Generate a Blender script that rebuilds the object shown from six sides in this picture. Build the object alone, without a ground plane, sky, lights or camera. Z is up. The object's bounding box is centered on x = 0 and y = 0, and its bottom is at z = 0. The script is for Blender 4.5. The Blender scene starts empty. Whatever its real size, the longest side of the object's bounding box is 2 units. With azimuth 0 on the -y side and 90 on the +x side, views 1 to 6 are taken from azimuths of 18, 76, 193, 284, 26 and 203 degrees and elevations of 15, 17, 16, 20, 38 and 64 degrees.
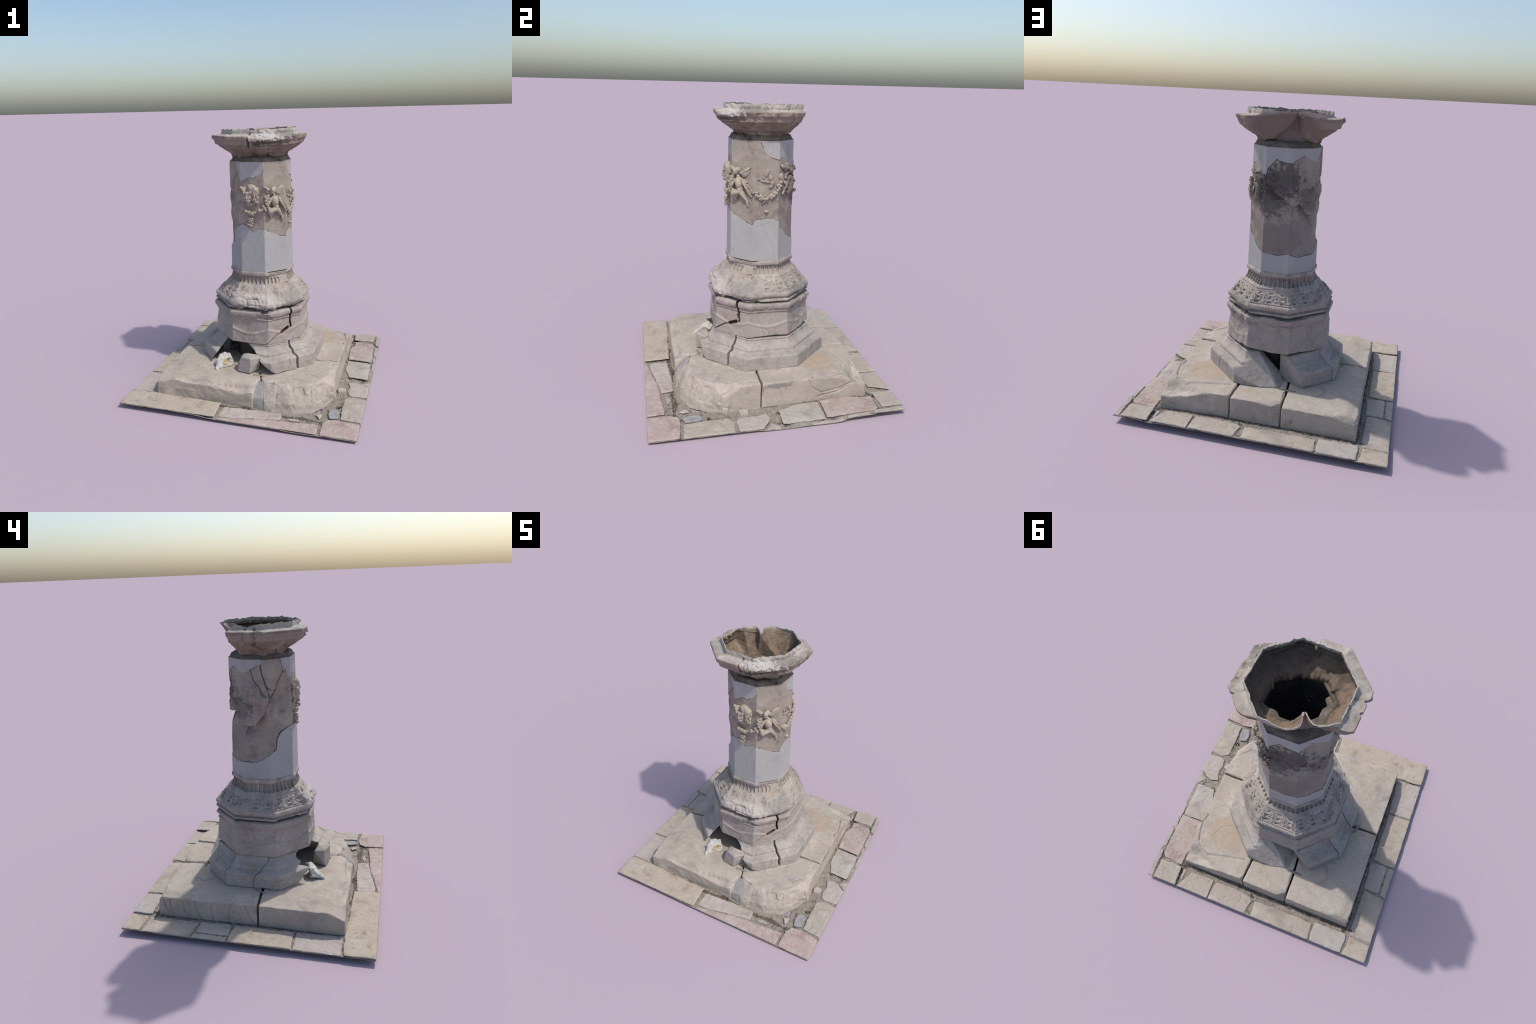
# Weathered octagonal marble column on a broken stepped base, standing in old paving.
import bpy, bmesh, math
import numpy as np
from mathutils import Matrix, Vector

rng = np.random.default_rng(7)

# ------------------------------------------------------------------ noise
def _hash(ix, iy, iz, seed):
    h = (ix.astype(np.int64) * 374761393 + iy.astype(np.int64) * 668265263
         + iz.astype(np.int64) * 2147483647 + seed * 974634) & 0xFFFFFFFF
    h = ((h ^ (h >> 13)) * 1274126177) & 0xFFFFFFFF
    h = ((h ^ (h >> 16)) * 2246822519) & 0xFFFFFFFF
    return ((h ^ (h >> 15)) & 0xFFFFFF).astype(np.float64) / 0xFFFFFF


def vnoise(P, freq, seed=0):
    """smooth value noise in -1..1"""
    Q = np.asarray(P, float) * freq
    I = np.floor(Q)
    F = Q - I
    F = F * F * F * (F * (F * 6 - 15) + 10)
    x, y, z = I[..., 0], I[..., 1], I[..., 2]
    fx, fy, fz = F[..., 0], F[..., 1], F[..., 2]
    out = 0
    for dx in (0, 1):
        wx = fx if dx else 1 - fx
        for dy in (0, 1):
            wy = fy if dy else 1 - fy
            for dz in (0, 1):
                wz = fz if dz else 1 - fz
                out = out + wx * wy * wz * _hash(x + dx, y + dy, z + dz, seed)
    return out * 2 - 1


def fbm(P, freq, octaves=4, seed=0, gain=0.5):
    out, amp, tot = 0, 1.0, 0.0
    for o in range(octaves):
        out = out + amp * vnoise(P, freq * 2.03 ** o, seed + o * 17)
        tot += amp
        amp *= gain
    return out / tot


def ridge(P, freq, octaves=3, seed=0):
    out, amp, tot = 0, 1.0, 0.0
    for o in range(octaves):
        out = out + amp * (1 - np.abs(vnoise(P, freq * 2.1 ** o, seed + o * 31)))
        tot += amp
        amp *= 0.5
    return out / tot


def cells(P, freq, seed=0):
    """distance to the nearest jittered cell point, and a random value of that cell"""
    Q = np.asarray(P, float) * freq
    I = np.floor(Q)
    best = np.full(Q.shape[0], 9.0)
    val = np.zeros(Q.shape[0])
    for dx in (-1, 0, 1):
        for dy in (-1, 0, 1):
            for dz in (-1, 0, 1):
                c = I + (dx, dy, dz)
                j = np.stack([_hash(c[:, 0], c[:, 1], c[:, 2], seed + k) for k in (1, 2, 3)], -1)
                d = np.linalg.norm(c + j - Q, axis=1)
                m = d < best
                best[m] = d[m]
                val[m] = _hash(c[m, 0], c[m, 1], c[m, 2], seed + 9)
    return best, val


def sstep(x, a, b):
    t = np.clip((x - a) / (b - a), 0, 1)
    return t * t * (3 - 2 * t)


def bump1(x, w):
    return np.exp(-(x / w) ** 2)


def seg_dist(x, y, pts):
    """distance of the points (x, y) to an open polyline"""
    d = np.full(np.shape(x), 1e9)
    for (ax, ay), (bx, by) in zip(pts[:-1], pts[1:]):
        ex, ey = bx - ax, by - ay
        t = np.clip(((x - ax) * ex + (y - ay) * ey) / (ex * ex + ey * ey + 1e-12), 0, 1)
        d = np.minimum(d, np.hypot(x - ax - t * ex, y - ay - t * ey))
    return d


def in_poly(x, y, pts):
    inside = np.zeros(np.shape(x), bool)
    n = len(pts)
    for i in range(n):
        (x0, y0), (x1, y1) = pts[i], pts[(i + 1) % n]
        cond = (y0 > y) != (y1 > y)
        xs = (x1 - x0) * (y - y0) / ((y1 - y0) if y1 != y0 else 1e-9) + x0
        inside ^= cond & (x < xs)
    return inside


# ------------------------------------------------------------------ materials
def lin(h):
    c = [int(h[i:i + 2], 16) / 255 for i in (0, 2, 4)]
    return tuple(x / 12.92 if x <= .04045 else ((x + .055) / 1.055) ** 2.4 for x in c) + (1,)


def tone(h, sat=.84, gain=.91):
    """weathered version of a stone colour: greyer and a little darker"""
    r, g, b, _ = lin(h)
    y = .3 * r + .59 * g + .11 * b
    return tuple(gain * (y + (x - y) * sat) for x in (r, g, b)) + (1,)


class Nodes:
    def __init__(self, name):
        self.mat = bpy.data.materials.new(name)
        self.mat.use_nodes = True
        self.t = self.mat.node_tree
        self.t.nodes.clear()
        self.out = self.n("ShaderNodeOutputMaterial")
        self.bsdf = self.n("ShaderNodeBsdfPrincipled")
        self.link(self.bsdf.outputs[0], self.out.inputs[0])
        self.obj = self.n("ShaderNodeTexCoord").outputs["Object"]

    def n(self, kind, **kw):
        node = self.t.nodes.new(kind)
        for k, v in kw.items():
            setattr(node, k, v)
        return node

    def link(self, a, b):
        self.t.links.new(a, b)

    def noise(self, scale, detail=6, rough=.6, vec=None, dist=0.0):
        n = self.n("ShaderNodeTexNoise")
        n.inputs["Scale"].default_value = scale
        n.inputs["Detail"].default_value = detail
        n.inputs["Roughness"].default_value = rough
        n.inputs["Distortion"].default_value = dist
        self.link(vec or self.obj, n.inputs["Vector"])
        return n.outputs["Fac"]

    def voro(self, scale, feature="F1", vec=None):
        n = self.n("ShaderNodeTexVoronoi", feature=feature)
        n.inputs["Scale"].default_value = scale
        self.link(vec or self.obj, n.inputs["Vector"])
        return n.outputs["Distance"]

    def ramp(self, fac, stops):
        r = self.n("ShaderNodeValToRGB")
        while len(r.color_ramp.elements) < len(stops):
            r.color_ramp.elements.new(.5)
        for e, (p, c) in zip(r.color_ramp.elements, stops):
            e.position, e.color = p, c
        self.link(fac, r.inputs[0])
        return r.outputs[0]

    def remap(self, v, a, b, lo=0., hi=1.):
        m = self.n("ShaderNodeMapRange", interpolation_type="SMOOTHSTEP")
        for i, x in enumerate((a, b, lo, hi)):
            m.inputs[i + 1].default_value = x
        self.link(v, m.inputs[0])
        return m.outputs[0]

    def math(self, op, a, b):
        m = self.n("ShaderNodeMath", operation=op)
        for i, x in enumerate((a, b)):
            if isinstance(x, (int, float)):
                m.inputs[i].default_value = x
            else:
                self.link(x, m.inputs[i])
        return m.outputs[0]

    def mix(self, fac, a, b, mode="MIX"):
        m = self.n("ShaderNodeMix", data_type="RGBA", blend_type=mode)
        for sock, x in ((m.inputs[0], fac), (m.inputs[6], a), (m.inputs[7], b)):
            if isinstance(x, (int, float, tuple)):
                sock.default_value = x
            else:
                self.link(x, sock)
        return m.outputs[2]

    def zone(self, centre, radii, ragged=.8, scale=14, detail=7):
        """soft ragged ellipsoid of influence, 0..1"""
        s = self.n("ShaderNodeVectorMath", operation="SUBTRACT")
        s.inputs[1].default_value = centre
        self.link(self.obj, s.inputs[0])
        m = self.n("ShaderNodeVectorMath", operation="MULTIPLY")
        m.inputs[1].default_value = tuple(1 / r for r in radii)
        self.link(s.outputs[0], m.inputs[0])
        ln = self.n("ShaderNodeVectorMath", operation="LENGTH")
        self.link(m.outputs[0], ln.inputs[0])
        nz = self.math("MULTIPLY", self.math("SUBTRACT", self.noise(scale, detail, .65), .5), ragged * 2)
        return self.remap(self.math("ADD", ln.outputs["Value"], nz), 1.15, .7)

    def finish(self, col, rough=.85, bump=.25, bscale=120, bdist=.004, fine=None):
        self.link(col, self.bsdf.inputs["Base Color"])
        self.bsdf.inputs["Roughness"].default_value = rough
        self.bsdf.inputs["Specular IOR Level"].default_value = .25
        b = self.n("ShaderNodeBump")
        b.inputs["Strength"].default_value = bump
        b.inputs["Distance"].default_value = bdist
        self.link(fine or self.noise(bscale, 8, .7), b.inputs["Height"])
        self.link(b.outputs[0], self.bsdf.inputs["Normal"])
        return self.mat


def stone(name, base, light, dark, scale=6., stain=None, stain_amt=.5, specks=.25, zones=(),
          veins=None, bump=.45, grain=.2, scuff=None, cracks=None):
    """mottled limestone: three mingled tones, stains, dark specks and placed zones"""
    N = Nodes(name)
    big = N.noise(scale, 8, .62, dist=.4)
    col = N.ramp(big, [(.34, tone(dark)), (.46, tone(base)), (.54, tone(base)), (.66, tone(light))])
    # worn pale patches, and greyer weathering between them
    pale = N.remap(N.noise(scale * 2.6 + .37, 9, .66, dist=.6), .54, .66)
    col = N.mix(N.math("MULTIPLY", pale, .45), col, tone(light, .7, .97))
    grime = N.remap(N.noise(scale * 1.25 + 2.1, 10, .72, dist=.5), .53, .68)
    col = N.mix(N.math("MULTIPLY", grime, .42), col, tone(dark, .55, .66))
    if stain:
        m = N.remap(N.noise(scale * 1.7 + 1.3, 7, .68, dist=1.0), .53, .70)
        col = N.mix(N.math("MULTIPLY", m, stain_amt), col, tone(stain))
    if scuff:
        m = N.remap(N.noise(scale * 4.1, 9, .7), .57, .68)
        col = N.mix(N.math("MULTIPLY", m, .6), col, tone(scuff))
    if veins:
        v = N.n("ShaderNodeTexWave", wave_type="BANDS", bands_direction="DIAGONAL")
        v.inputs["Scale"].default_value = veins[1]
        v.inputs["Distortion"].default_value = 14
        v.inputs["Detail"].default_value = 5
        v.inputs["Detail Scale"].default_value = 1.4
        N.link(N.obj, v.inputs["Vector"])
        col = N.mix(N.math("MULTIPLY", N.remap(v.outputs["Fac"], .86, 1.0), veins[2]), col, tone(veins[0]))
    for z in zones:
        m = N.zone(*z[1:])
        col = N.mix(N.math("MULTIPLY", m, z[0][1]), col, tone(z[0][0]))
    if cracks:
        # hairline cracks: wandering contour lines of a noise, present only here and there
        c = N.math("ABSOLUTE", N.math("SUBTRACT", N.noise(cracks[0] * .5, 7, .62, dist=.3), .5), 0)
        thin = N.remap(c, cracks[1], 0.)
        here = N.remap(N.noise(cracks[0] * .62 + .7, 3, .5), .50, .60)
        col = N.mix(N.math("MULTIPLY", N.math("MULTIPLY", thin, here), .6), col, tone("4a4038"))
    sp = N.remap(N.noise(scale * 16, 5, .75), .59, .70)
    cluster = N.remap(N.noise(scale * 1.9 + 5.2, 5, .6), .42, .62, .25, 1.)
    col = N.mix(N.math("MULTIPLY", N.math("MULTIPLY", sp, cluster), min(1., specks * 1.7)), col, tone("3a3632"))
    g = N.noise(150, 4, .8)
    col = N.mix(1.0, col, N.ramp(g, [(.25, (1 - grain,) * 3 + (1,)), (.75, (1 + grain * .5,) * 3 + (1,))]), "MULTIPLY")
    return N.finish(col, bump=bump)


# ------------------------------------------------------------------ mesh helpers
def mesh_data(name, V, F, mats, smooth=True, sharp=None, mat_index=None):
    V = np.asarray(V, np.float32)
    F = np.asarray(F, np.int32)
    me = bpy.data.meshes.new(name)
    n, k = F.shape
    me.vertices.add(len(V))
    me.vertices.foreach_set("co", V.ravel())
    me.loops.add(n * k)
    me.loops.foreach_set("vertex_index", F.ravel())
    me.polygons.add(n)
    me.polygons.foreach_set("loop_start", np.arange(n, dtype=np.int32) * k)
    for m in (mats if isinstance(mats, (list, tuple)) else [mats]):
        me.materials.append(m)
    if mat_index is not None:
        me.polygons.foreach_set("material_index", np.asarray(mat_index, np.int32))
    me.update(calc_edges=True)
    me.polygons.foreach_set("use_smooth", np.full(n, smooth))
    if sharp is not None:
        me.set_sharp_from_angle(angle=math.radians(sharp))
    me.validate()
    return me


def put(name, me, parent=None):
    o = bpy.data.objects.new(name, me)
    bpy.context.scene.collection.objects.link(o)
    if parent is not None:
        o.parent = parent
    return o


def grid_faces(nr, nc, wrap):
    r = np.arange(nr - 1)[:, None]
    c = np.arange(nc if wrap else nc - 1)[None, :]
    c1 = (c + 1) % nc
    return np.stack([r * nc + c, r * nc + c1, (r + 1) * nc + c1, (r + 1) * nc + c], -1).reshape(-1, 4)


def grid_normals(P, wrap):
    if wrap:
        dc = np.roll(P, -1, 1) - np.roll(P, 1, 1)
    else:
        dc = np.gradient(P, axis=1)
    dr = np.gradient(P, axis=0)
    n = np.cross(dc, dr)
    return n / (np.linalg.norm(n, axis=-1, keepdims=True) + 1e-12)


def compact(V, F):
    used, inv = np.unique(F, return_inverse=True)
    return V[used], inv.reshape(F.shape)


def mesh_arrays(me):
    V = np.empty(len(me.vertices) * 3, np.float32)
    me.vertices.foreach_get("co", V)
    N = np.empty(len(me.vertices) * 3, np.float32)
    me.vertex_normals.foreach_get("vector", N)
    E_ = np.empty(len(me.edges) * 2, np.int32)
    me.edges.foreach_get("vertices", E_)
    return V.reshape(-1, 3).astype(float), N.reshape(-1, 3).astype(float), E_.reshape(-1, 2)


def remesh(bm_or_me, voxel):
    """voxel-remesh a closed solid; returns a fresh mesh"""
    if isinstance(bm_or_me, bmesh.types.BMesh):
        bmesh.ops.recalc_face_normals(bm_or_me, faces=bm_or_me.faces[:])
        me = bpy.data.meshes.new("tmp")
        bm_or_me.to_mesh(me)
        bm_or_me.free()
    else:
        me = bm_or_me
    o = bpy.data.objects.new("tmp", me)
    bpy.context.scene.collection.objects.link(o)
    m = o.modifiers.new("r", "REMESH")
    m.mode, m.voxel_size, m.adaptivity, m.use_smooth_shade = "VOXEL", voxel, 0.0, True
    dg = bpy.context.evaluated_depsgraph_get()
    out = bpy.data.meshes.new_from_object(o.evaluated_get(dg))
    bpy.data.objects.remove(o)
    bpy.data.meshes.remove(me)
    return out


def convexity(V, N, E_, rounds=3):
    """>0 on outer edges, <0 in creases, in units of length"""
    cnt = np.bincount(E_.ravel(), minlength=len(V)).astype(float)
    W = V.copy()
    for _ in range(rounds):
        S = np.zeros_like(W)
        np.add.at(S, E_[:, 0], W[E_[:, 1]])
        np.add.at(S, E_[:, 1], W[E_[:, 0]])
        W = .3 * W + .7 * S / np.maximum(cnt, 1)[:, None]
    return ((V - W) * N).sum(1), W


def carve(me, disp=None, name="stone", mat=None, parent=None, wear=.6, rough=.002, freq=40, chips=0., seed=0,
          sharp=40, flat=None):
    """weather a remeshed solid: rounded chipped edges plus surface noise, then make the object"""
    V, N, E_ = mesh_arrays(me)
    cv, W = convexity(V, N, E_, 6)
    e = np.clip(cv / (np.abs(cv).max() + 1e-9), 0, 1)
    n1 = vnoise(V, 22, seed + 3) * .5 + .5
    V = V + (W - V) * (wear * sstep(n1, .15, .8) * sstep(e, .1, .5))[:, None]
    if chips:
        ch = sstep(fbm(V, 16, 3, seed + 5), .1, .5)
        V = V - N * (chips * ch * sstep(e, .05, .5))[:, None]
    V = V + N * (rough * fbm(V, freq, 4, seed + 11))[:, None]
    if disp is not None:
        V = disp(V, N)
    me.vertices.foreach_set("co", V.astype(np.float32).ravel())
    me.update()
    me.name = name
    me.materials.clear()
    me.materials.append(mat)
    me.polygons.foreach_set("use_smooth", np.full(len(me.polygons), True))
    if sharp:
        me.set_sharp_from_angle(angle=math.radians(sharp))
    return put(name, me, parent)


def prism(bottom, top):
    """solid from two rings of equal length, (x, y, z) each"""
    bm = bmesh.new()
    b = [bm.verts.new(p) for p in bottom]
    t = [bm.verts.new(p) for p in top]
    n = len(b)
    bm.faces.new(b[::-1])
    bm.faces.new(t)
    for i in range(n):
        bm.faces.new((b[i], b[(i + 1) % n], t[(i + 1) % n], t[i]))
    return bm


def chop(bm, point, normal):
    """break everything off on the side the normal points to, and close the break"""
    r = bmesh.ops.bisect_plane(bm, geom=bm.verts[:] + bm.edges[:] + bm.faces[:], plane_co=point, plane_no=normal,
                               clear_outer=True)
    edges = [g for g in r["geom_cut"] if isinstance(g, bmesh.types.BMEdge)]
    if edges:
        bmesh.ops.edgeloop_fill(bm, edges=edges)


def chop3(bm, p, q, r, keep):
    """break along the plane through three points, keeping the side of 'keep'"""
    p, q, r, keep = map(Vector, (p, q, r, keep))
    n = (q - p).cross(r - p).normalized()
    if (keep - p).dot(n) > 0:
        n = -n
    chop(bm, p, n)


def under(bm, p, q, inward, keep):
    """undercut break: the plane holds the edge p-q and runs inward from it"""
    p, q, w = Vector(p), Vector(q), Vector(inward)
    chop3(bm, p, q, p + w, keep)


def hull(points):
    bm = bmesh.new()
    for p in points:
        bm.verts.new(p)
    r = bmesh.ops.convex_hull(bm, input=bm.verts[:])
    bad = [v for v in bm.verts if not v.link_faces]
    bmesh.ops.delete(bm, geom=bad, context="VERTS")
    return bm


def icosphere(sub=2):
    bm = bmesh.new()
    bmesh.ops.create_icosphere(bm, subdivisions=sub, radius=1)
    V = np.array([v.co[:] for v in bm.verts])
    F = np.array([[v.index for v in f.verts] for f in bm.faces])
    bm.free()
    return V, F


ICO2, ICO3 = icosphere(2), icosphere(3)

# ------------------------------------------------------------------ octagon frame
AX = (-.004, .010)
C22 = math.cos(math.radians(22.5))


def wrap45(a, rot=0.):
    return (a - rot + 22.5) % 45 - 22.5


def oct_r(az, rot=0., soft=.996):
    """radius of a unit-circumradius octagon whose corners stand at rot + 22.5 + 45k"""
    k = C22 / np.cos(np.radians(wrap45(az, rot)))
    return np.minimum(k, soft) * .75 + np.minimum(k, soft + .002) * .25


def polar(az, r, z, c=AX):
    a = np.radians(az)
    return np.stack([c[0] + r * np.sin(a), c[1] - r * np.cos(a), z + 0 * r], -1)


def periodic(az, pts):
    """piecewise linear function of azimuth, degrees, periodic"""
    a = np.array([p[0] for p in pts], float) % 360
    v = np.array([p[1] for p in pts], float)
    i = np.argsort(a, kind="stable")
    a, v = a[i], v[i]
    return np.interp(np.asarray(az) % 360, np.r_[a[-1] - 360, a, a[0] + 360], np.r_[v[-1], v, v[0]])


def dz(a, b):
    """signed difference of azimuths"""
    return (np.asarray(a) - b + 180) % 360 - 180


# ------------------------------------------------------------------ the materials
M = {}
M["plaster"] = stone("smooth_lime_plaster", "aaa8a6", "b0aeab", "a3a19f", scale=4, specks=.04, bump=.08, grain=.05)
M["joint"] = stone("dark_joint_mortar", "4a4038", "6a5a48", "2a2522", scale=20, specks=.4)
M["shaft_stone"] = stone(
    "carved_buff_stone", "a29689", "b0a597", "8d8078", scale=7, stain="97826b", stain_amt=.5, specks=.3,
    cracks=(6, .003),
    zones=[(("58544f", .7), (.10, .26, 1.55), (.11, .10, .12), 1.3, 30),
           (("4c4946", .75), (-.06, .25, 1.56), (.15, .09, .12), 1.3, 32),
           (("53504c", .7), (.06, .25, 1.42), (.13, .10, .13), 1.3, 36),
           (("605b56", .6), (-.20, .14, 1.43), (.10, .12, .09), 1.3, 30),
           (("7b726a", .6), (.05, .25, 1.15), (.25, .12, .14), 1., 14),
           (("88807c", .5), (-.16, .20, 1.18), (.14, .12, .12), 1., 12),
           (("a58f78", .5), (-.16, -.15, 1.60), (.07, .09, .09), .9, 18)])
M["figure_stone"] = stone("carved_cream_stone", "b1a491", "c0b4a0", "9c8f80", scale=12, stain="a98a64", stain_amt=.4,
                          specks=.22,
                          zones=[(("57534e", .7), (.17, .2, 1.5), (.09, .09, .14), .9, 20),
                                 (("5a5651", .7), (-.2, .1, 1.48), (.1, .15, .16), .9, 20)])
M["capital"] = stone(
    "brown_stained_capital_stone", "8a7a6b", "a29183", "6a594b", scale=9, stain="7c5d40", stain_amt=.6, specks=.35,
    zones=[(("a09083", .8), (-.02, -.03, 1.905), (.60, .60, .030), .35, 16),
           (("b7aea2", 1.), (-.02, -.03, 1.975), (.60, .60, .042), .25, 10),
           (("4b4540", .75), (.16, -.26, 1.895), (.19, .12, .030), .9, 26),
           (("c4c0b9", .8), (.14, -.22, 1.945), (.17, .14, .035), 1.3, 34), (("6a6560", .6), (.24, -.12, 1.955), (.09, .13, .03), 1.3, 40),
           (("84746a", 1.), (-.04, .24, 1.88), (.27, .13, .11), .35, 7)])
M["hollow"] = stone("tan_raw_stone", "84715d", "97836a", "66574a", scale=8, stain="56493f", stain_amt=.6, specks=.3)
M["mortar"] = stone("grey_brown_mortar", "6e6459", "867a6c", "4c443c", scale=16, stain="5a4a3a", stain_amt=.5, specks=.4)
M["lining"] = stone("dark_grey_lining", "56545a", "6a6566", "3c3936", scale=6, stain="4a3c30", stain_amt=.6, specks=.3)  # plaster grey darkened to carry the shade inside the hollow shaft
M["leaf_stone"] = stone(
    "weathered_leaf_moulding_stone", "aa9f94", "bdb3a8", "8f857d", scale=11, stain="a98e70", stain_amt=.45, specks=.4,
    zones=[(("8f8b86", .7), (.26, -.15, .72), (.10, .13, .08), .9, 30),
           (("c0b8ae", .7), (.05, -.32, .70), (.22, .16, .09), .8, 14),
           (("7f7a74", .6), (.22, .26, .70), (.16, .14, .06), .8, 24)])
M["drum"] = stone("grey_beige_drum_stone", "aa9f95", "b8ada3", "988d86", scale=5, stain="a2856a", stain_amt=.6,
                  specks=.22, veins=("857d77", 3.0, .22), cracks=(6.5, .0042))
M["base"] = stone("grey_marble_base_block", "ada49b", "bbb2a9", "9b938c", scale=5, stain="a88b72", stain_amt=.6,
                  specks=.22, veins=("8a837d", 3.4, .22), cracks=(6.0, .0042))
M["plinth"] = stone("worn_cream_marble_plinth", "b8ab9c", "c4b8aa", "a89c90", scale=4.5, stain="b0957a", stain_amt=.55,
                    specks=.25, veins=("9a8f86", 2.2, .15), cracks=(5.0, .0042),
                    zones=[(("75726f", .6), (.66, .03, .175), (.05, .13, .022), 1.1, 60), (("b59a7c", .5), (.40, .36, .2), (.16, .14, .05), 1., 16), (("b39a80", .45), (.35, -.35, .2), (.2, .12, .05), 1., 14)])
M["boulder"] = stone("broken_pale_marble", "b8ab9c", "c4baae", "a29a92", scale=8, stain="b7a48f", stain_amt=.4,
                     specks=.2, scuff="8d8f92")
M["grey_rubble"] = stone("blue_grey_marble", "9c9a98", "a9a5a0", "85878a", scale=9, specks=.25)
M["rock"] = stone("white_and_yellow_rock", "cbc7bf", "d6d2ca", "bdb6aa", scale=9, specks=.06,
                  zones=[(("b9a267", .85), (-.16, -.41, .25), (.06, .05, .045), .7, 20)])
M["gravel"] = stone("grey_gravel_bed", "978d80", "aba194", "70675c", scale=26, stain="85745e", stain_amt=.5, specks=.5,
                    bump=.6, grain=.3)
M["pebble"] = stone("pale_gravel", "aaa093", "c0b6a9", "877d70", scale=30, specks=.3)
M["soil"] = stone("dark_soil", "5f564a", "72675a", "433b32", scale=30, specks=.5)
PAVE = {
    "beige": stone("beige_paving", "b9aa98", "c4b6a5", "a89884", scale=7, stain="a98a68", stain_amt=.6, specks=.22),
    "pink": stone("pink_paving", "b5a097", "c3b3aa", "a58c82", scale=6, stain="b3857a", stain_amt=.5, specks=.16,
                  veins=("ccbab0", 4, .3)),
    "blush": stone("pale_pink_paving", "b7aaa0", "c3b8ae", "a99a90", scale=5, stain="b49f93", stain_amt=.4, specks=.16),
    "grey": stone("grey_paving", "b3aaa0", "beb5ab", "a1998f", scale=6, stain="a99b8c", stain_amt=.4, specks=.2),
    "rose": stone("rose_paving", "b3a298", "bfb1a7", "a59087", scale=9, stain="a87a6e", stain_amt=.6, specks=.25),
    "warm": stone("warm_grey_paving", "b3a698", "bfb3a5", "a3978b", scale=6, stain="ab947d", stain_amt=.4, specks=.2),
    "blue": stone("blue_grey_paving", "a09e9c", "acaaa7", "908f8e", scale=9, specks=.15),
}

# ------------------------------------------------------------------ root
column = bpy.data.objects.new("ruined_column", None)
bpy.context.scene.collection.objects.link(column)
column["label"] = "weathered octagonal marble column on broken stepped base with paving"
column["category"] = "ruined column"

# ================================================================== PAVING
XE, YE = .876, .850
# name, material, height of the top, outline
STONES = [
    ("beige", .049, [(-.876, -.650), (-.668, -.640), (-.46, -.652), (-.137, -.660), (-.124, -.850), (-.876, -.850)]),
    ("blush", .031, [(-.113, -.682), (.103, -.661), (.318, -.659), (.336, -.743), (.14, -.775), (-.047, -.812), (-.109, -.808)]),
    ("pink", .031, [(-.105, -.850), (-.10, -.829), (-.048, -.821), (.217, -.762), (.337, -.753), (.512, -.735), (.600, -.733), (.604, -.850)]),
    ("pink", .028, [(.620, -.700), (.655, -.652), (.731, -.638), (.876, -.653), (.876, -.850), (.626, -.850)]),
    ("blush", .020, [(.361, -.708), (.424, -.680), (.468, -.705), (.396, -.723)]),
    ("grey", .022, [(.548, -.594), (.594, -.576), (.600, -.609), (.588, -.646)]),
    ("blue", .025, [(.634, -.513), (.695, -.492), (.712, -.514), (.713, -.609), (.653, -.626), (.635, -.568)]),
    ("warm", .027, [(.722, -.326), (.779, -.295), (.876, -.306), (.876, -.636), (.731, -.623), (.722, -.477)]),
    ("blush", .028, [(.709, -.076), (.765, -.060), (.802, -.075), (.876, -.124), (.876, -.279), (.765, -.286), (.735, -.262), (.727, -.219), (.736, -.167)]),
    ("grey", .015, [(.806, -.060), (.862, -.002), (.876, -.010), (.876, -.108)]),
    ("grey", .033, [(.654, .300), (.846, .298), (.846, .106), (.850, .006), (.707, .008), (.662, .117), (.655, .194)]),
    ("rose", .045, [(.665, .686), (.836, .680), (.846, .306), (.656, .311), (.642, .527), (.669, .590)]),
    ("warm", .058, [(.640, .850), (.822, .850), (.828, .700), (.655, .700)]),
    ("grey", .052, [(.838, .850), (.876, .850), (.876, .620), (.850, .632)]),
    ("grey", .042, [(.852, .600), (.876, .600), (.876, .440), (.855, .440)]),
    ("grey", .026, [(.855, .430), (.876, .430), (.876, .200), (.855, .195)]),
    ("warm", .056, [(.564, .706), (.374, .702), (.378, .850), (.628, .850), (.607, .811)]),
    ("grey", .040, [(.638, .707), (.611, .707), (.618, .793), (.630, .783)]),
    ("warm", .058, [(.357, .711), (.212, .700), (.072, .717), (.048, .743), (.065, .850), (.368, .850)]),
    ("warm", .058, [(.027, .733), (-.18, .723), (-.429, .727), (-.436, .850), (.021, .850)]),
    ("grey", .055, [(-.442, .708), (-.684, .702), (-.696, .759), (-.692, .850), (-.446, .850)]),
    ("beige", .049, [(-.714, .714), (-.876, .720), (-.876, .850), (-.700, .850), (-.713, .774)]),
    ("warm", .044, [(-.706, .345), (-.876, .362), (-.876, .706), (-.706, .700)]),
    ("grey", .044, [(-.690, .117), (-.820, .106), (-.820, .335), (-.701, .337)]),
    ("grey", .044, [(-.830, .116), (-.876, .115), (-.876, .350), (-.828, .339)]),
    ("beige", .046, [(-.700, -.313), (-.876, -.319), (-.876, .106), (-.700, .094)]),
    ("blush", .042, [(-.678, -.632), (-.876, -.636), (-.876, -.330), (-.696, -.325)]),
]


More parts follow.
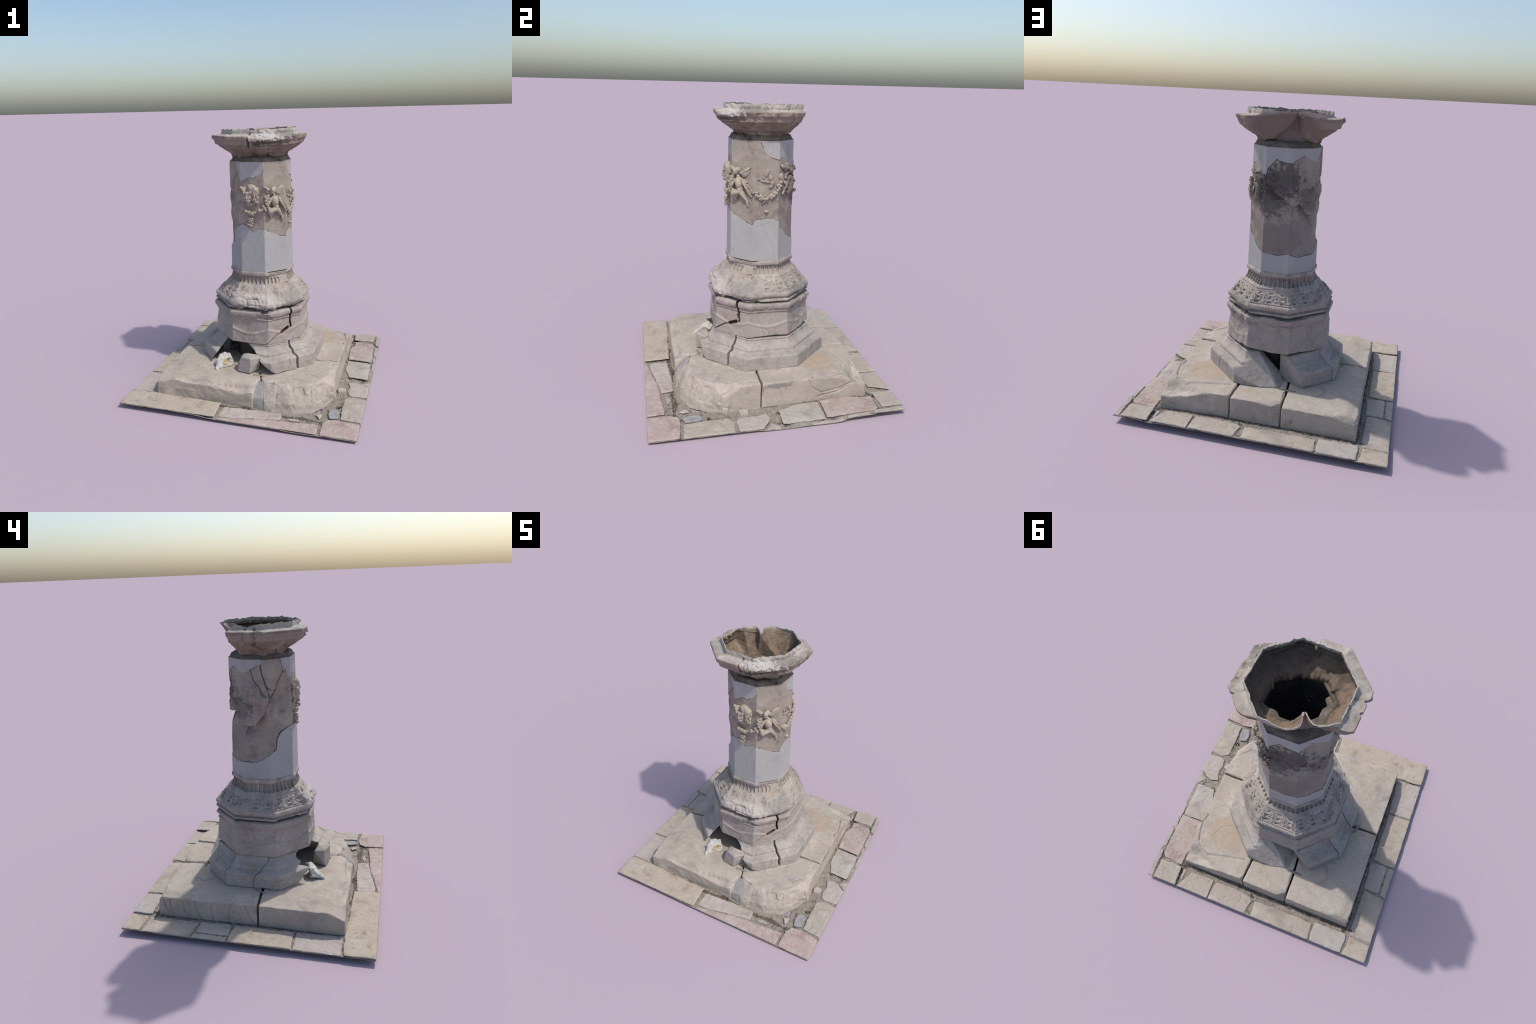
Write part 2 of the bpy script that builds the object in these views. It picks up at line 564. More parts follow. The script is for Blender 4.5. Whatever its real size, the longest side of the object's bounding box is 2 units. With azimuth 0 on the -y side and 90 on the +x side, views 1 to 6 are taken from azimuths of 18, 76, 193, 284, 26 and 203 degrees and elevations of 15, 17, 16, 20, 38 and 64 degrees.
def rough_outline(poly, step=.018, amp=.0035, seed=0):
    out = []
    n = len(poly)
    for i in range(n):
        a, b = np.array(poly[i]), np.array(poly[(i + 1) % n])
        border = (abs(a[0]) > XE - .001 and abs(b[0]) > XE - .001) or (abs(a[1]) > YE - .001 and abs(b[1]) > YE - .001)
        k = max(1, int(np.linalg.norm(b - a) / step))
        for j in range(k):
            p = a + (b - a) * j / k
            if j and not border:
                q = np.array([[p[0], p[1], seed * 3.1]])
                p = p + amp * np.array([vnoise(q, 26, 1)[0] + .6 * vnoise(q, 60, 5)[0], vnoise(q, 26, 2)[0] + .6 * vnoise(q, 60, 6)[0]])
            out.append(p)
    out = np.array(out)
    out[:, 0] = np.clip(out[:, 0], -XE, XE)
    out[:, 1] = np.clip(out[:, 1], -YE, YE)
    return out


CENT = np.array([np.mean(s[2], 0) for s in STONES])
TOPZ = np.array([s[1] for s in STONES])


def bed_z(x, y):
    d2 = (x[..., None] - CENT[:, 0]) ** 2 + (y[..., None] - CENT[:, 1]) ** 2 + .002
    w = d2 ** -2
    z = (w * TOPZ).sum(-1) / w.sum(-1)
    z = z - .008
    # gravel trough along the plinth foot, deepest round the broken corner
    low = .010 * np.exp(-(((x - .58) / .16) ** 2 + ((y + .55) / .18) ** 2))
    return np.maximum(z - low, .0065)


def build_paving():
    pav = bpy.data.objects.new("paving", None)
    bpy.context.scene.collection.objects.link(pav)
    pav.parent = column
    for i, (kind, zt, poly) in enumerate(STONES):
        o = rough_outline(poly, seed=i)
        tilt = (vnoise(np.array([[i * 1.7, 3.3, 0]]), 1, 4)[0] * .004, vnoise(np.array([[i * 2.3, 7.3, 0]]), 1, 5)[0] * .004)
        c = o.mean(0)
        top = [(p[0], p[1], zt + (p[0] - c[0]) * tilt[0] + (p[1] - c[1]) * tilt[1]) for p in o]
        th = .010 if zt > .022 else .008
        bot = [(p[0], p[1], max(.001, zt - th)) for p in o]
        small = np.ptp(o[:, 0]) < .06 or np.ptp(o[:, 1]) < .06
        me = remesh(prism(bot, top), .0026 if small else .0045)

        def disp(V, N, i=i, zt=zt):
            up = sstep(N[:, 2], .2, .8)
            d = .0030 * fbm(V + i, 9, 3, 40) + .0016 * fbm(V + i, 45, 3, 41)
            pit = sstep(fbm(V + i, 30, 3, 47), .28, .55)
            V = V.copy()
            V[:, 2] += up * (d - .0035 * pit)
            # the outer strip by the +x edge sags to the ground
            sag = sstep(V[:, 0], .80, .872) * sstep(V[:, 1], -.1, .1) * .012 * sstep(V[:, 1], .55, .35)
            V[:, 2] = np.maximum(V[:, 2] - sag, .0012)
            V[:, 0] = np.clip(V[:, 0], -XE, XE)
            V[:, 1] = np.clip(V[:, 1], -YE, YE)
            return V
        carve(me, disp, "paving_stone", PAVE[kind], pav, wear=.7, rough=.0004, freq=60, chips=.002, seed=i * 7)
    # the gravel and soil bed between the stones
    nx, ny = 380, 370
    X, Y = np.meshgrid(np.linspace(-XE, XE, nx), np.linspace(-YE, YE, ny))
    Z = bed_z(X, Y)
    P = np.stack([X, Y, Z], -1)
    Q = P.reshape(-1, 3)
    cd, cv = cells(Q * (1, 1, 0), 110, 5)
    inner = ((np.abs(X) < .86) & (np.abs(Y) < .835)).ravel()
    Z = Z + (inner * (.0035 * (.6 - cd) + .002 * (cv - .5)) + .002 * fbm(Q, 25, 3, 3)).reshape(Z.shape)
    Z = np.maximum(Z, .005)
    sag = sstep(X, .80, .872) * sstep(Y, -.1, .1) * .012 * sstep(Y, .55, .35)
    Z = np.maximum(Z - sag, .0045)
    top = np.stack([X, Y, Z], -1).reshape(-1, 3)
    botm = top.copy()
    botm[:, 2] = np.maximum(top[:, 2] - .004, 0)
    lowest = botm[:, 2].argmin()
    botm[lowest, 2] = 0
    F = grid_faces(ny, nx, False)
    hid = (np.abs(X) < .585) & (np.abs(Y) < .56)
    keep = ~hid.ravel()[F].all(1)
    F = F[keep]
    n = len(top)
    # border walls
    e = {}
    for f in F:
        for a, b in zip(f, np.roll(f, -1)):
            if (b, a) in e:
                del e[(b, a)]
            else:
                e[(a, b)] = 1
    W = np.array([(b, a, a + n, b + n) for a, b in e])
    V, G = compact(np.r_[top, botm], np.r_[F, F[:, ::-1] + n, W])
    fc = V[G].mean(1)
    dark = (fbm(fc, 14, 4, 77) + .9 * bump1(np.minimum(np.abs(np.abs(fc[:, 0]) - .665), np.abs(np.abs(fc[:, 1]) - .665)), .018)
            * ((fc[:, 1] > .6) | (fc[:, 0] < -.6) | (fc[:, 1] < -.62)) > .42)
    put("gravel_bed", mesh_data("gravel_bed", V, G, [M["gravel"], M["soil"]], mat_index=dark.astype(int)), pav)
    # loose gravel
    PV, PF = [], []
    v0, f0 = icosphere(1)
    polys = [s[2] for s in STONES]
    k = 0
    tries = 0
    while k < 1500 and tries < 14000:
        tries += 1
        x, y = rng.uniform(-.86, .86), rng.uniform(-.835, .835)
        if abs(x) < .66 and abs(y) < .655 and not (x > .45 and y < -.42 and x - y > 1.05):
            continue
        if any(in_poly(np.array([x]), np.array([y]), p)[0] for p in polys):
            continue
        r = rng.uniform(.0018, .0045)
        s = r * rng.uniform(.7, 1.3, 3)
        z = bed_z(np.array([x]), np.array([y]))[0]
        sagv = float(sstep(np.array([x]), .80, .872)[0] * sstep(np.array([y]), -.1, .1)[0] * .012 * sstep(np.array([y]), .55, .35)[0])
        PV.append(v0 * s * (1 + .15 * rng.standard_normal((len(v0), 1))) + (x, y, max(z - sagv, .005) + s[2] * .35))
        PF.append(f0 + k * len(v0))
        k += 1
    g = put("gravel", mesh_data("gravel", np.vstack(PV), np.vstack(PF), M["pebble"]), pav)
    g["kind"] = "stuff"
    # one loose cobble by the plinth
    pts = [(.645, -.217), (.662, -.186), (.713, -.191), (.714, -.25), (.657, -.259)]
    me = remesh(prism([(x, y, .012) for x, y in pts], [(.68 + (x - .68) * .85, -.222 + (y + .222) * .85, .040) for x, y in pts]), .0025)
    carve(me, None, "cobble", PAVE["blush"], pav, wear=.8, rough=.0015, freq=40, seed=91)
    # a tuft of weed in the joint
    tv, tf = [], []
    for j in range(26):
        a = rng.uniform(0, 2 * math.pi)
        r = rng.uniform(.002, .012)
        b = np.array([.700 + r * math.cos(a), -.455 + r * math.sin(a), .014])
        tip = b + (.010 * math.cos(a), .010 * math.sin(a), rng.uniform(.006, .014))
        w = np.array([-math.sin(a), math.cos(a), 0]) * .002
        mid = (b + tip) / 2 + (0, 0, .003)
        base = len(tv)
        tv += [b - w, b + w, b + (0, 0, .002), mid - w * 1.3, mid + w * 1.3, mid + (0, 0, .002), tip]
        tf += [(base, base + 1, base + 4, base + 3), (base + 1, base + 2, base + 5, base + 4), (base + 2, base, base + 3, base + 5),
               (base + 3, base + 4, base + 6, base + 6), (base + 4, base + 5, base + 6, base + 6), (base + 5, base + 3, base + 6, base + 6)]
    me = bpy.data.meshes.new("weed")
    me.from_pydata([tuple(v) for v in tv], [], [tuple(dict.fromkeys(f)) for f in tf])
    wm = Nodes("dark_green_weed")
    me.materials.append(wm.finish(wm.ramp(wm.noise(60), [(.3, lin("3c4030")), (.7, lin("5a5f42"))])))
    w = put("weed", me, pav)
    w["kind"] = "stuff"


# ================================================================== PLINTH
def build_plinth():
    pl = bpy.data.objects.new("plinth", None)
    bpy.context.scene.collection.objects.link(pl)
    pl.parent = column

    def block(name, poly, zb, zt, mat, disp=None, chips=.006, seed=0, chops=(), voxel=.0056, wear=.9, rough=.0014, inset=.006):
        """poly: (x, y) or (x, y, top z)"""
        c = np.mean([p[:2] for p in poly], 0)
        bot = [(p[0], p[1], zb) for p in poly]
        top = []
        for p in poly:
            d = np.array(p[:2]) - c
            d = d * (1 - inset / max(np.linalg.norm(d), .05))
            top.append((c[0] + d[0], c[1] + d[1], p[2] if len(p) > 2 else zt))
        bm = prism(bot, top)
        bmesh.ops.triangulate(bm, faces=[f for f in bm.faces if len(f.verts) > 4])
        for p, n in chops:
            chop(bm, Vector(p), Vector(n).normalized())
        me = remesh(bm, voxel)
        return carve(me, disp, name, mat, pl, wear=wear, rough=rough, freq=28, chips=chips, seed=seed)

    def top_groove(V, line, w, depth):
        d = seg_dist(V[:, 0], V[:, 1], line)
        V[:, 2] -= depth * bump1(d, w) * (V[:, 2] > .12)
        return V

    # big worn slab at the -x -y corner: its front edge dips
    def d_a(V, N):
        V = V.copy()
        up = sstep(V[:, 2], .09, .16)
        fy = sstep(V[:, 1], -.52, -.64)
        fx = sstep(V[:, 0], -.50, -.66)
        V[:, 2] -= up * (.034 * fy * (.75 + .45 * fbm(V, 7, 3, 60)) + .020 * fx * fy + .010 * fx)
        V[:, 2] -= up * .02 * bump1(V[:, 0] + .02, .10) * fy
        y0 = -.600 + .035 * fbm(V * (1, .4, 0), 11, 4, 63) + .03 * sstep(V[:, 0], -.25, .05)
        V[:, 2] -= up * (.014 + .010 * sstep(V[:, 0], -.2, .0)) * sstep(V[:, 1], y0, y0 - .010) * sstep(V[:, 0], -.52, -.40)
        V[:, 2] += up * .003 * fbm(V, 12, 4, 61)
        V[:, 1] += .010 * (fbm(V * (1, 0, 1), 8, 3, 62)) * sstep(-V[:, 1], .60, .64)
        return V
    block("plinth_block", [(-.668, -.641), (.096, -.632), (.122, -.50), (.085, -.40), (.31, -.06), (-.30, -.045), (-.666, -.062)],
          .018, .197, M["plinth"], d_a, seed=1, chips=.010)

    # broken boulder at the +x -y corner
    bot = [(.238, -.632), (.405, -.625), (.52, -.566), (.584, -.490), (.618, -.392), (.642, -.365), (.640, -.098), (.30, -.090), (.088, -.38), (.126, -.505)]
    top = [(.20, -.572, .194), (.30, -.563, .196), (.405, -.535, .198), (.515, -.475, .200), (.585, -.385, .203), (.628, -.335, .205), (.640, -.098, .209), (.30, -.090, .199), (.088, -.38, .196), (.126, -.505, .196)]
    bm = prism([(x, y, .004) for x, y in bot], top)
    for p, n in (((.33, -.600, .13), (-.15, -.80, .58)), ((.455, -.575, .10), (.35, -.80, .50)), ((.50, -.520, .155), (.52, -.55, .66)), ((.575, -.475, .09), (.80, -.52, .28)),
                 ((.592, -.425, .14), (.80, -.30, .52)), ((.42, -.565, .165), (.05, -.62, .78)), ((.615, -.375, .165), (.72, -.20, .66))):
        chop(bm, Vector(p), Vector(n).normalized())
    bmesh.ops.triangulate(bm, faces=bm.faces[:])
    me = remesh(bm, .0052)

    def d_b(V, N):
        side = sstep(V[:, 1] * -.75 + V[:, 0] * .65, .46, .56) * sstep(V[:, 2], .03, .08) * sstep(N[:, 2], .97, .80) * (1 - .85 * sstep(V[:, 1], -.315, -.29) * sstep(V[:, 0], .58, .60))
        cd, cv = cells(V, 15, 8)
        d = .012 * (cv - .5) * sstep(.75 - cd, 0, .3) + .012 * fbm(V, 8, 4, 70) - .010 * sstep(ridge(V, 9, 3, 71), .80, .97) + .006
        V = V + N * (d * side)[:, None]
        V = top_groove(V, [(.458, -.074), (.52, -.092), (.64, -.095)], .006, .010)
        V[:, 2] -= .012 * bump1(np.hypot(V[:, 0] - .470, V[:, 1] + .085), .022) * (V[:, 2] > .15)
        g = seg_dist(V[:, 0], V[:, 1], [(.52, -.36), (.60, -.27), (.62, -.24)])
        V[:, 2] -= .006 * bump1(g, .005) * (V[:, 2] > .15)
        return V
    carve(me, d_b, "plinth_block", M["boulder"], pl, wear=.6, rough=.002, freq=40, chips=.004, seed=2)
    # wedges broken off between the two
    for k, (pts, mt) in enumerate((
            ([(.085, -.628, .012), (.182, -.638, .012), (.086, -.622, .10), (.172, -.622, .11), (.098, -.520, .193), (.165, -.530, .191), (.20, -.55, .012), (.10, -.49, .012)], "grey_rubble"),
            ([(.177, -.640, .010), (.250, -.640, .010), (.178, -.632, .095), (.262, -.622, .090), (.150, -.530, .194), (.260, -.562, .195), (.15, -.50, .02), (.28, -.55, .02)], "boulder"))):
        carve(remesh(hull(pts), .004), None, "stone_wedge", M[mt], pl, wear=.4, rough=.004, freq=28, chips=.005, seed=3 + k)
    block("stone_chip", [(.600, -.352), (.652, -.362), (.650, -.318), (.60, -.31)], .008, .055, M["boulder"], seed=5, voxel=.0032, rough=.003)

    # +x +y block with its low, flaked outer corner
    def d_c(V, N):
        V = V.copy()
        up = sstep(V[:, 2], .06, .12)
        fl = sstep(V[:, 0] * .45 + V[:, 1] * .89, .70, .76)
        V[:, 2] -= up * fl * (.020 + .050 * sstep(V[:, 0], .30, .62) * sstep(V[:, 1], .52, .60)) * (1 + .25 * fbm(V, 12, 3, 81))
        V = top_groove(V, [(.642, .24), (.60, .28), (.62, .34), (.60, .44), (.57, .52), (.49, .575), (.34, .535), (.20, .505)], .006, .009)
        V = top_groove(V, [(.40, .30), (.46, .33), (.50, .42), (.44, .47)], .004, .004)
        V = top_groove(V, [(.46, .17), (.52, .16), (.58, .22)], .004, .004)
        rgh = sstep(V[:, 0] + V[:, 1], .92, 1.08) * sstep(V[:, 2], .11, .14)
        V[:, 2] += rgh * .008 * fbm(V, 26, 4, 82)
        # cracks in the outer face
        f = sstep(V[:, 0], .615, .63)
        for line in ([(.24, .20), (.27, .13), (.33, .09), (.36, .05)], [(.33, .09), (.46, .11), (.56, .15)], [(.30, .06), (.44, .085), (.52, .12)]):
            V[:, 0] -= f * .008 * bump1(seg_dist(V[:, 1], V[:, 2], line), .004)
        return V
    block("plinth_block", [(.640, -.090), (.636, .30), (.638, .664), (.160, .657), (.150, .49), (.20, .16), (.30, -.085)], .020, .203,
          M["plinth"], d_c, seed=6, chips=.010)

    def d_d(V, N):
        V = V.copy()
        V[:, 2] -= .018 * sstep(V[:, 0], -.02, -.17) * sstep(V[:, 1], .60, .66) * (V[:, 2] > .12)
        # a bite out of the outer corner
        b = np.hypot((V[:, 0] + .19) / .075, (V[:, 1] - .67) / .05)
        V[:, 1] -= .030 * sstep(b, 1.1, .3) * sstep(V[:, 2], .03, .10)
        return V
    block("plinth_block", [(.156, .660), (.147, .49), (.17, .18), (-.15, .18), (-.178, .50), (-.180, .663)], .022, .199, M["plinth"], d_d, seed=7, chips=.008)

    def d_e(V, N):
        V = V.copy()
        up = sstep(V[:, 2], .10, .16)
        V[:, 2] -= up * (.014 * sstep(V[:, 0], -.58, -.66) + .010 * sstep(V[:, 1], .57, .65)) * (1 + .5 * fbm(V, 14, 3, 84))
        c = np.hypot((V[:, 0] + .60) / .10, (V[:, 1] - .66) / .03)
        V[:, 2] -= up * .022 * sstep(c, 1.1, .3)
        V = top_groove(V, [(-.39, .33), (-.43, .40), (-.38, .47)], .004, .007)
        V = top_groove(V, [(-.42, .11), (-.46, .20), (-.44, .23)], .003, .004)
        f = sstep(-V[:, 0], .64, .655)
        for y0, y1, w in ((.615, .57, .003), (.57, .545, .003), (.48, .44, .003), (.39, .35, .003), (.27, .26, .004), (.13, .15, .006), (.03, -.03, .003)):
            V[:, 0] += f * .008 * bump1(seg_dist(V[:, 1], V[:, 2], [(y0, .17), ((y0 + y1) / 2 + .006, .10), (y1, .04)]), w)
        return V
    block("plinth_block", [(-.186, .662), (-.183, .50), (-.155, .18), (-.30, -.037), (-.664, -.054), (-.668, .30), (-.670, .658)], .020, .198,
          M["plinth"], d_e, seed=8, chips=.007)

    # iron-cramp sockets cut across the joints
    for x, y, a, ln in ((-.186, .455, 88, .11), (.096, -.457, 5, .10), (.205, .48, -60, .05), (-.50, -.04, 70, .10)):
        ca, sa = math.cos(math.radians(a)), math.sin(math.radians(a))
        if a == 88:
            ca, sa = 1, .05
        V0, F0 = ICO2
        V = V0 * (ln / 2, .011, .004)
        V = np.stack([x + V[:, 0] * ca - V[:, 1] * sa, y + V[:, 0] * sa + V[:, 1] * ca, .1985 + V[:, 2]], -1)
        put("cramp_socket", mesh_data("cramp_socket", V, F0, M["gravel"]), pl)
    # core under the octagon, coloured dark to give the unlit void its blackness
    bm = prism([(.23 * math.sin(a), -.23 * math.cos(a), .02) for a in np.linspace(0, 2 * math.pi, 25)[:-1]],
               [(.20 * math.sin(a), -.20 * math.cos(a), .38) for a in np.linspace(0, 2 * math.pi, 25)[:-1]])
    me = remesh(bm, .008)
    carve(me, lambda V, N: V + N * (.02 * fbm(V, 12, 3, 9))[:, None], "rubble_core", M["soil"], pl, seed=9)


# ================================================================== BASE BLOCKS
BC = (-.006, .018)
BASE_PROFILE = [(.30, .190), (.497, .201), (.495, .294), (.488, .302), (.440, .309), (.432, .311), (.430, .329), (.424, .334),
                (.410, .339), (.394, .348), (.382, .362), (.376, .376), (.371, .379), (.378, .382), (.379, .389), (.374, .392), (.30, .392)]


def moulded(a0, a1):
    """solid wedge of the octagonal base moulding between two azimuths"""
    az = [a0] + [c for c in np.arange(-337.5, 400, 45) if a0 + .5 < c < a1 - .5] + [a1]
    bm = bmesh.new()
    rings = []
    for a in az:
        k = C22 / math.cos(math.radians(float(wrap45(a))))
        rings.append([bm.verts.new(tuple(polar(np.float64(a), np.float64(R * k if R > .28 else R), np.float64(z), BC))) for R, z in BASE_PROFILE])
    n = len(BASE_PROFILE)
    for p, q in zip(rings[:-1], rings[1:]):
        for i in range(n):
            bm.faces.new((p[i], p[(i + 1) % n], q[(i + 1) % n], q[i]))
    bm.faces.new(rings[0][::-1])
    bm.faces.new(rings[-1])
    bmesh.ops.recalc_face_normals(bm, faces=bm.faces[:])
    return bm


def on_base(az, R, z):
    k = C22 / math.cos(math.radians(float(wrap45(az))))
    return tuple(polar(np.float64(az), np.float64(R * k), np.float64(z), BC))


def build_base():
    base = bpy.data.objects.new("octagonal_base", None)
    bpy.context.scene.collection.objects.link(base)
    base.parent = column

    def block(bm, disp=None, seed=0, chips=.005, mat="base"):
        return carve(remesh(bm, .0036), disp, "base_block", M[mat], base, wear=.10, rough=.0020, freq=24, chips=chips, seed=seed)

    # left front block, fractured on the side of the gap
    bm = moulded(-12, 49.3)
    under(bm, (-.015, -.335, .376), (.219, -.397, .193), (-.15, 1, 0), on_base(38, .42, .3))

    def d1(V, N):
        V = V + N * (.006 * fbm(V, 14, 3, 11) * sstep(-V[:, 1] - V[:, 0] * .1, .33, .40))[:, None]
        V = V.copy()
        s = seg_dist(V[:, 0], V[:, 2], [(.29, .30), (.30, .25), (.285, .20)])
        V -= N * (.006 * bump1(s, .004) * sstep(-V[:, 1], .26, .30))[:, None]
        return V
    block(bm, d1, 21, .008)
    # long block on the sunny side
    bm = moulded(51.6, 199)
    chop3(bm, (.046, .400, .312), (-.020, .453, .225), (.088, .352, .385), on_base(100, .42, .3))
    chop3(bm, (.030, .365, .365), (-.112, .345, .215), (.02, .20, .365), on_base(100, .42, .3))

    def d2(V, N):
        brk = sstep(V[:, 1] - V[:, 0] * .75, .36, .42)
        V = V + N * (.010 * fbm(V, 10, 3, 13) * brk)[:, None]
        for line in ([(.315, .21), (.318, .30)], [(.40, .20), (.39, .26), (.395, .30)]):
            V = V - N * (.004 * bump1(seg_dist(V[:, 1], V[:, 2], line), .003) * sstep(V[:, 0], .20, .3))[:, None]
        return V
    block(bm, d2, 22, .006)
    # right back block
    bm = moulded(196, 244.2)
    chop3(bm, (-.170, .360, .392), (-.262, .395, .215), (-.128, .320, .215), on_base(232, .42, .3))
    chop(bm, Vector((-.262, .430, .22)), Vector((.35, .85, -.45)).normalized())

    def d3(V, N):
        return V + N * (.006 * fbm(V, 13, 3, 15) * sstep(V[:, 1] + V[:, 0] * .6, .20, .26))[:, None]
    block(bm, d3, 23, .010)
    # three cracked pieces on the shady side
    bm = moulded(244.7, 285)
    chop3(bm, (-.423, -.019, .348), (-.478, .023, .300), (-.490, .040, .20), on_base(254, .42, .3))
    block(bm, None, 24, .006)
    bm = moulded(255, 325)
    chop3(bm, (-.423, -.024, .348), (-.478, .018, .300), (-.490, .035, .20), on_base(290, .42, .3))
    under(bm, (-.235, -.240, .365), (-.350, -.314, .200), (-.05, 1, 0), on_base(290, .42, .3))

    def d5(V, N):
        s = seg_dist(V[:, 1], V[:, 2], [(-.05, .262), (-.10, .268), (-.14, .260), (-.19, .275)])
        return V - N * (.005 * bump1(s, .004) * sstep(-V[:, 0], .42, .45))[:, None]
    block(bm, d5, 25, .007)


# ================================================================== DRUM
def crack_depth(S, Z, line, w, depth, P, seed=0):
    """irregular groove along a polyline given in (azimuth, z)"""
    pts = [(a * .0062, z) for a, z in line]
    jit = .004 * fbm(P, 60, 3, seed)
    d = seg_dist(S * .0062 + jit, Z + jit * .7, pts)
    return -depth * sstep(d, w, w * .35)


def build_drum():
    ncol = 8 * 92
    az = 22.5 + np.arange(ncol) * 360 / ncol
    DC = (-.010, .012)
    prof = [(.300, .392), (.374, .392), (.3755, .398), (.373, .44), (.366, .52), (.3605, .570), (.360, .580), (.368, .586), (.3705, .594),
            (.3675, .599), (.375, .606), (.3825, .615), (.3865, .630), (.3865, .642), (.379, .652), (.366, .656), (.30, .655)]
    R = np.array([p[0] for p in prof])
    Z = np.array([p[1] for p in prof])
    t = np.r_[0, np.cumsum(np.hypot(np.diff(R), np.diff(Z)))]
    tt = np.linspace(0, t[-1], 190)
    A, Rr = np.meshgrid(az, np.interp(tt, t, R))
    Zr = np.meshgrid(az, np.interp(tt, t, Z))[1]
    # ragged underside
    zb = periodic(A, [(-22, .398), (0, .393), (20, .394), (40, .389), (63, .396), (81, .403), (99, .409), (111, .404), (132, .404), (157, .424),
                      (170, .412), (185, .402), (211, .409), (244, .392), (270, .393), (290, .395), (315, .396)])
    low = sstep(Zr, .46, .395)
    Zr = Zr + (zb - .392) * low
    Rr = Rr * (1 + .030 * bump1(dz(A, 138), 26))
    P = polar(A, Rr * oct_r(A), Zr, DC)
    shape = P.shape
    Q = P.reshape(-1, 3)
    a = (A.ravel() + 180) % 360 - 180
    z = Zr.ravel()
    d = .0024 * fbm(Q, 14, 4, 101) + .0009 * fbm(Q, 60, 3, 102)
    wall = sstep(z, .40, .42) * sstep(z, .585, .570)
    # carved drapery swags hanging from corner to corner, with tassels
    fr = wrap45(a) / 22.5
    worn = sstep(np.abs(dz(a, 170)), 60, 20) * .6
    sag = .470 + .038 * np.abs(fr) ** 1.8 + .003 * vnoise(Q, 9, 12)
    prof_s = bump1(z - sag, .009) * .0110 - .0045 * sstep(z, sag, sag + .014) * sstep(z, .57, .50) * (np.abs(fr) < .96)
    d += wall * prof_s * (1 - worn)
    tas = np.abs(np.abs(fr) - 1) * .14
    d += wall * .006 * bump1(tas, .010) * sstep(z, .455, .47) * sstep(z, .54, .50) * (1 - worn)
    # broken lengths of the top moulding
    mould = sstep(z, .583, .60)
    for c, w, k in ((20, 8, .022), (131, 10, .012), (163, 9, .016), (205, 22, .022), (150, 5, .012), (-12, 3, .006), (75, 3, .006)):
        m = sstep(np.abs(dz(a, c)) + 4 * vnoise(Q, 30, 7), w, w * .5)
        d -= mould * m * k * (.6 + .5 * fbm(Q, 22, 3, 103))
    d -= mould * .004 * sstep(fbm(Q, 20, 4, 104), .1, .5)
    # cracks: the gaping one beside the sunny corner, and the diagonals
    gape = crack_depth(a, z, [(53.6, .67), (53.9, .60), (54.8, .53), (55.6, .505)], .0095, .05, Q, 1)
    d = np.minimum(d, d * .3 + gape)
    deep = np.zeros_like(d)
    for line, w, dep in (([(51, .499), (48, .489), (41.5, .472)], .015, .032), ([(42, .473), (35, .460), (27, .425), (20.4, .396)], .005, .014),
                         ([(14, .672), (20, .625), (22, .60)], .004, .012), ([(3.5, .465), (5, .43), (2, .40)], .0014, .003), ([(-9, .565), (-4, .54), (-5, .525)], .0014, .003),
                         ([(11, .60), (15, .575), (19, .545)], .0014, .003), ([(88, .455), (92, .43), (90, .40)], .0016, .004),
                         ([(97, .60), (110, .64), (118, .66)], .0016, .004), ([(-97, .655), (-95, .60), (-93, .545), (-92, .525)], .002, .005),
                         ([(120, .57), (123, .52), (135, .50), (143, .47)], .002, .006), ([(140, .60), (146, .53), (150, .48), (149, .43)], .0018, .005),
                         ([(84, .452), (85, .405)], .0014, .004)):
        c = crack_depth(a, z, line, w, dep, Q, int(abs(line[0][0])))
        deep = np.minimum(deep, c)
        d += c
    # flaked hollows on the shady back
    d -= wall * .010 * sstep(fbm(Q, 9, 3, 105), .15, .6) * sstep(np.abs(dz(a, 172)), 50, 25)
    d += wall * .010 * bump1(dz(a, 178), 5) * bump1(z - .475, .02)
    d -= .012 * sstep(z, .44, .40) * sstep(fbm(Q, 12, 3, 106), .0, .4) * sstep(np.abs(dz(a, 175)), 55, 30)
    # the loosened wedge at the sunny corner leans out a little
    d += .004 * (dz(a, 22.5) > 0) * (dz(a, 54) < 0) * sstep(z, .47, .56)
    N = grid_normals(P, True).reshape(-1, 3)
    edge = np.repeat((np.arange(190) > 7) & (np.arange(190) < 183), ncol)
    V = Q + N * (d * edge)[:, None]
    F = grid_faces(190, ncol, True)
    dirt = (np.minimum(deep, gape)[F].mean(1) < -.009).astype(int)
    o = put("drum", mesh_data("drum", V, F, [M["drum"], M["joint"]], sharp=50, mat_index=dirt), column)
    return o


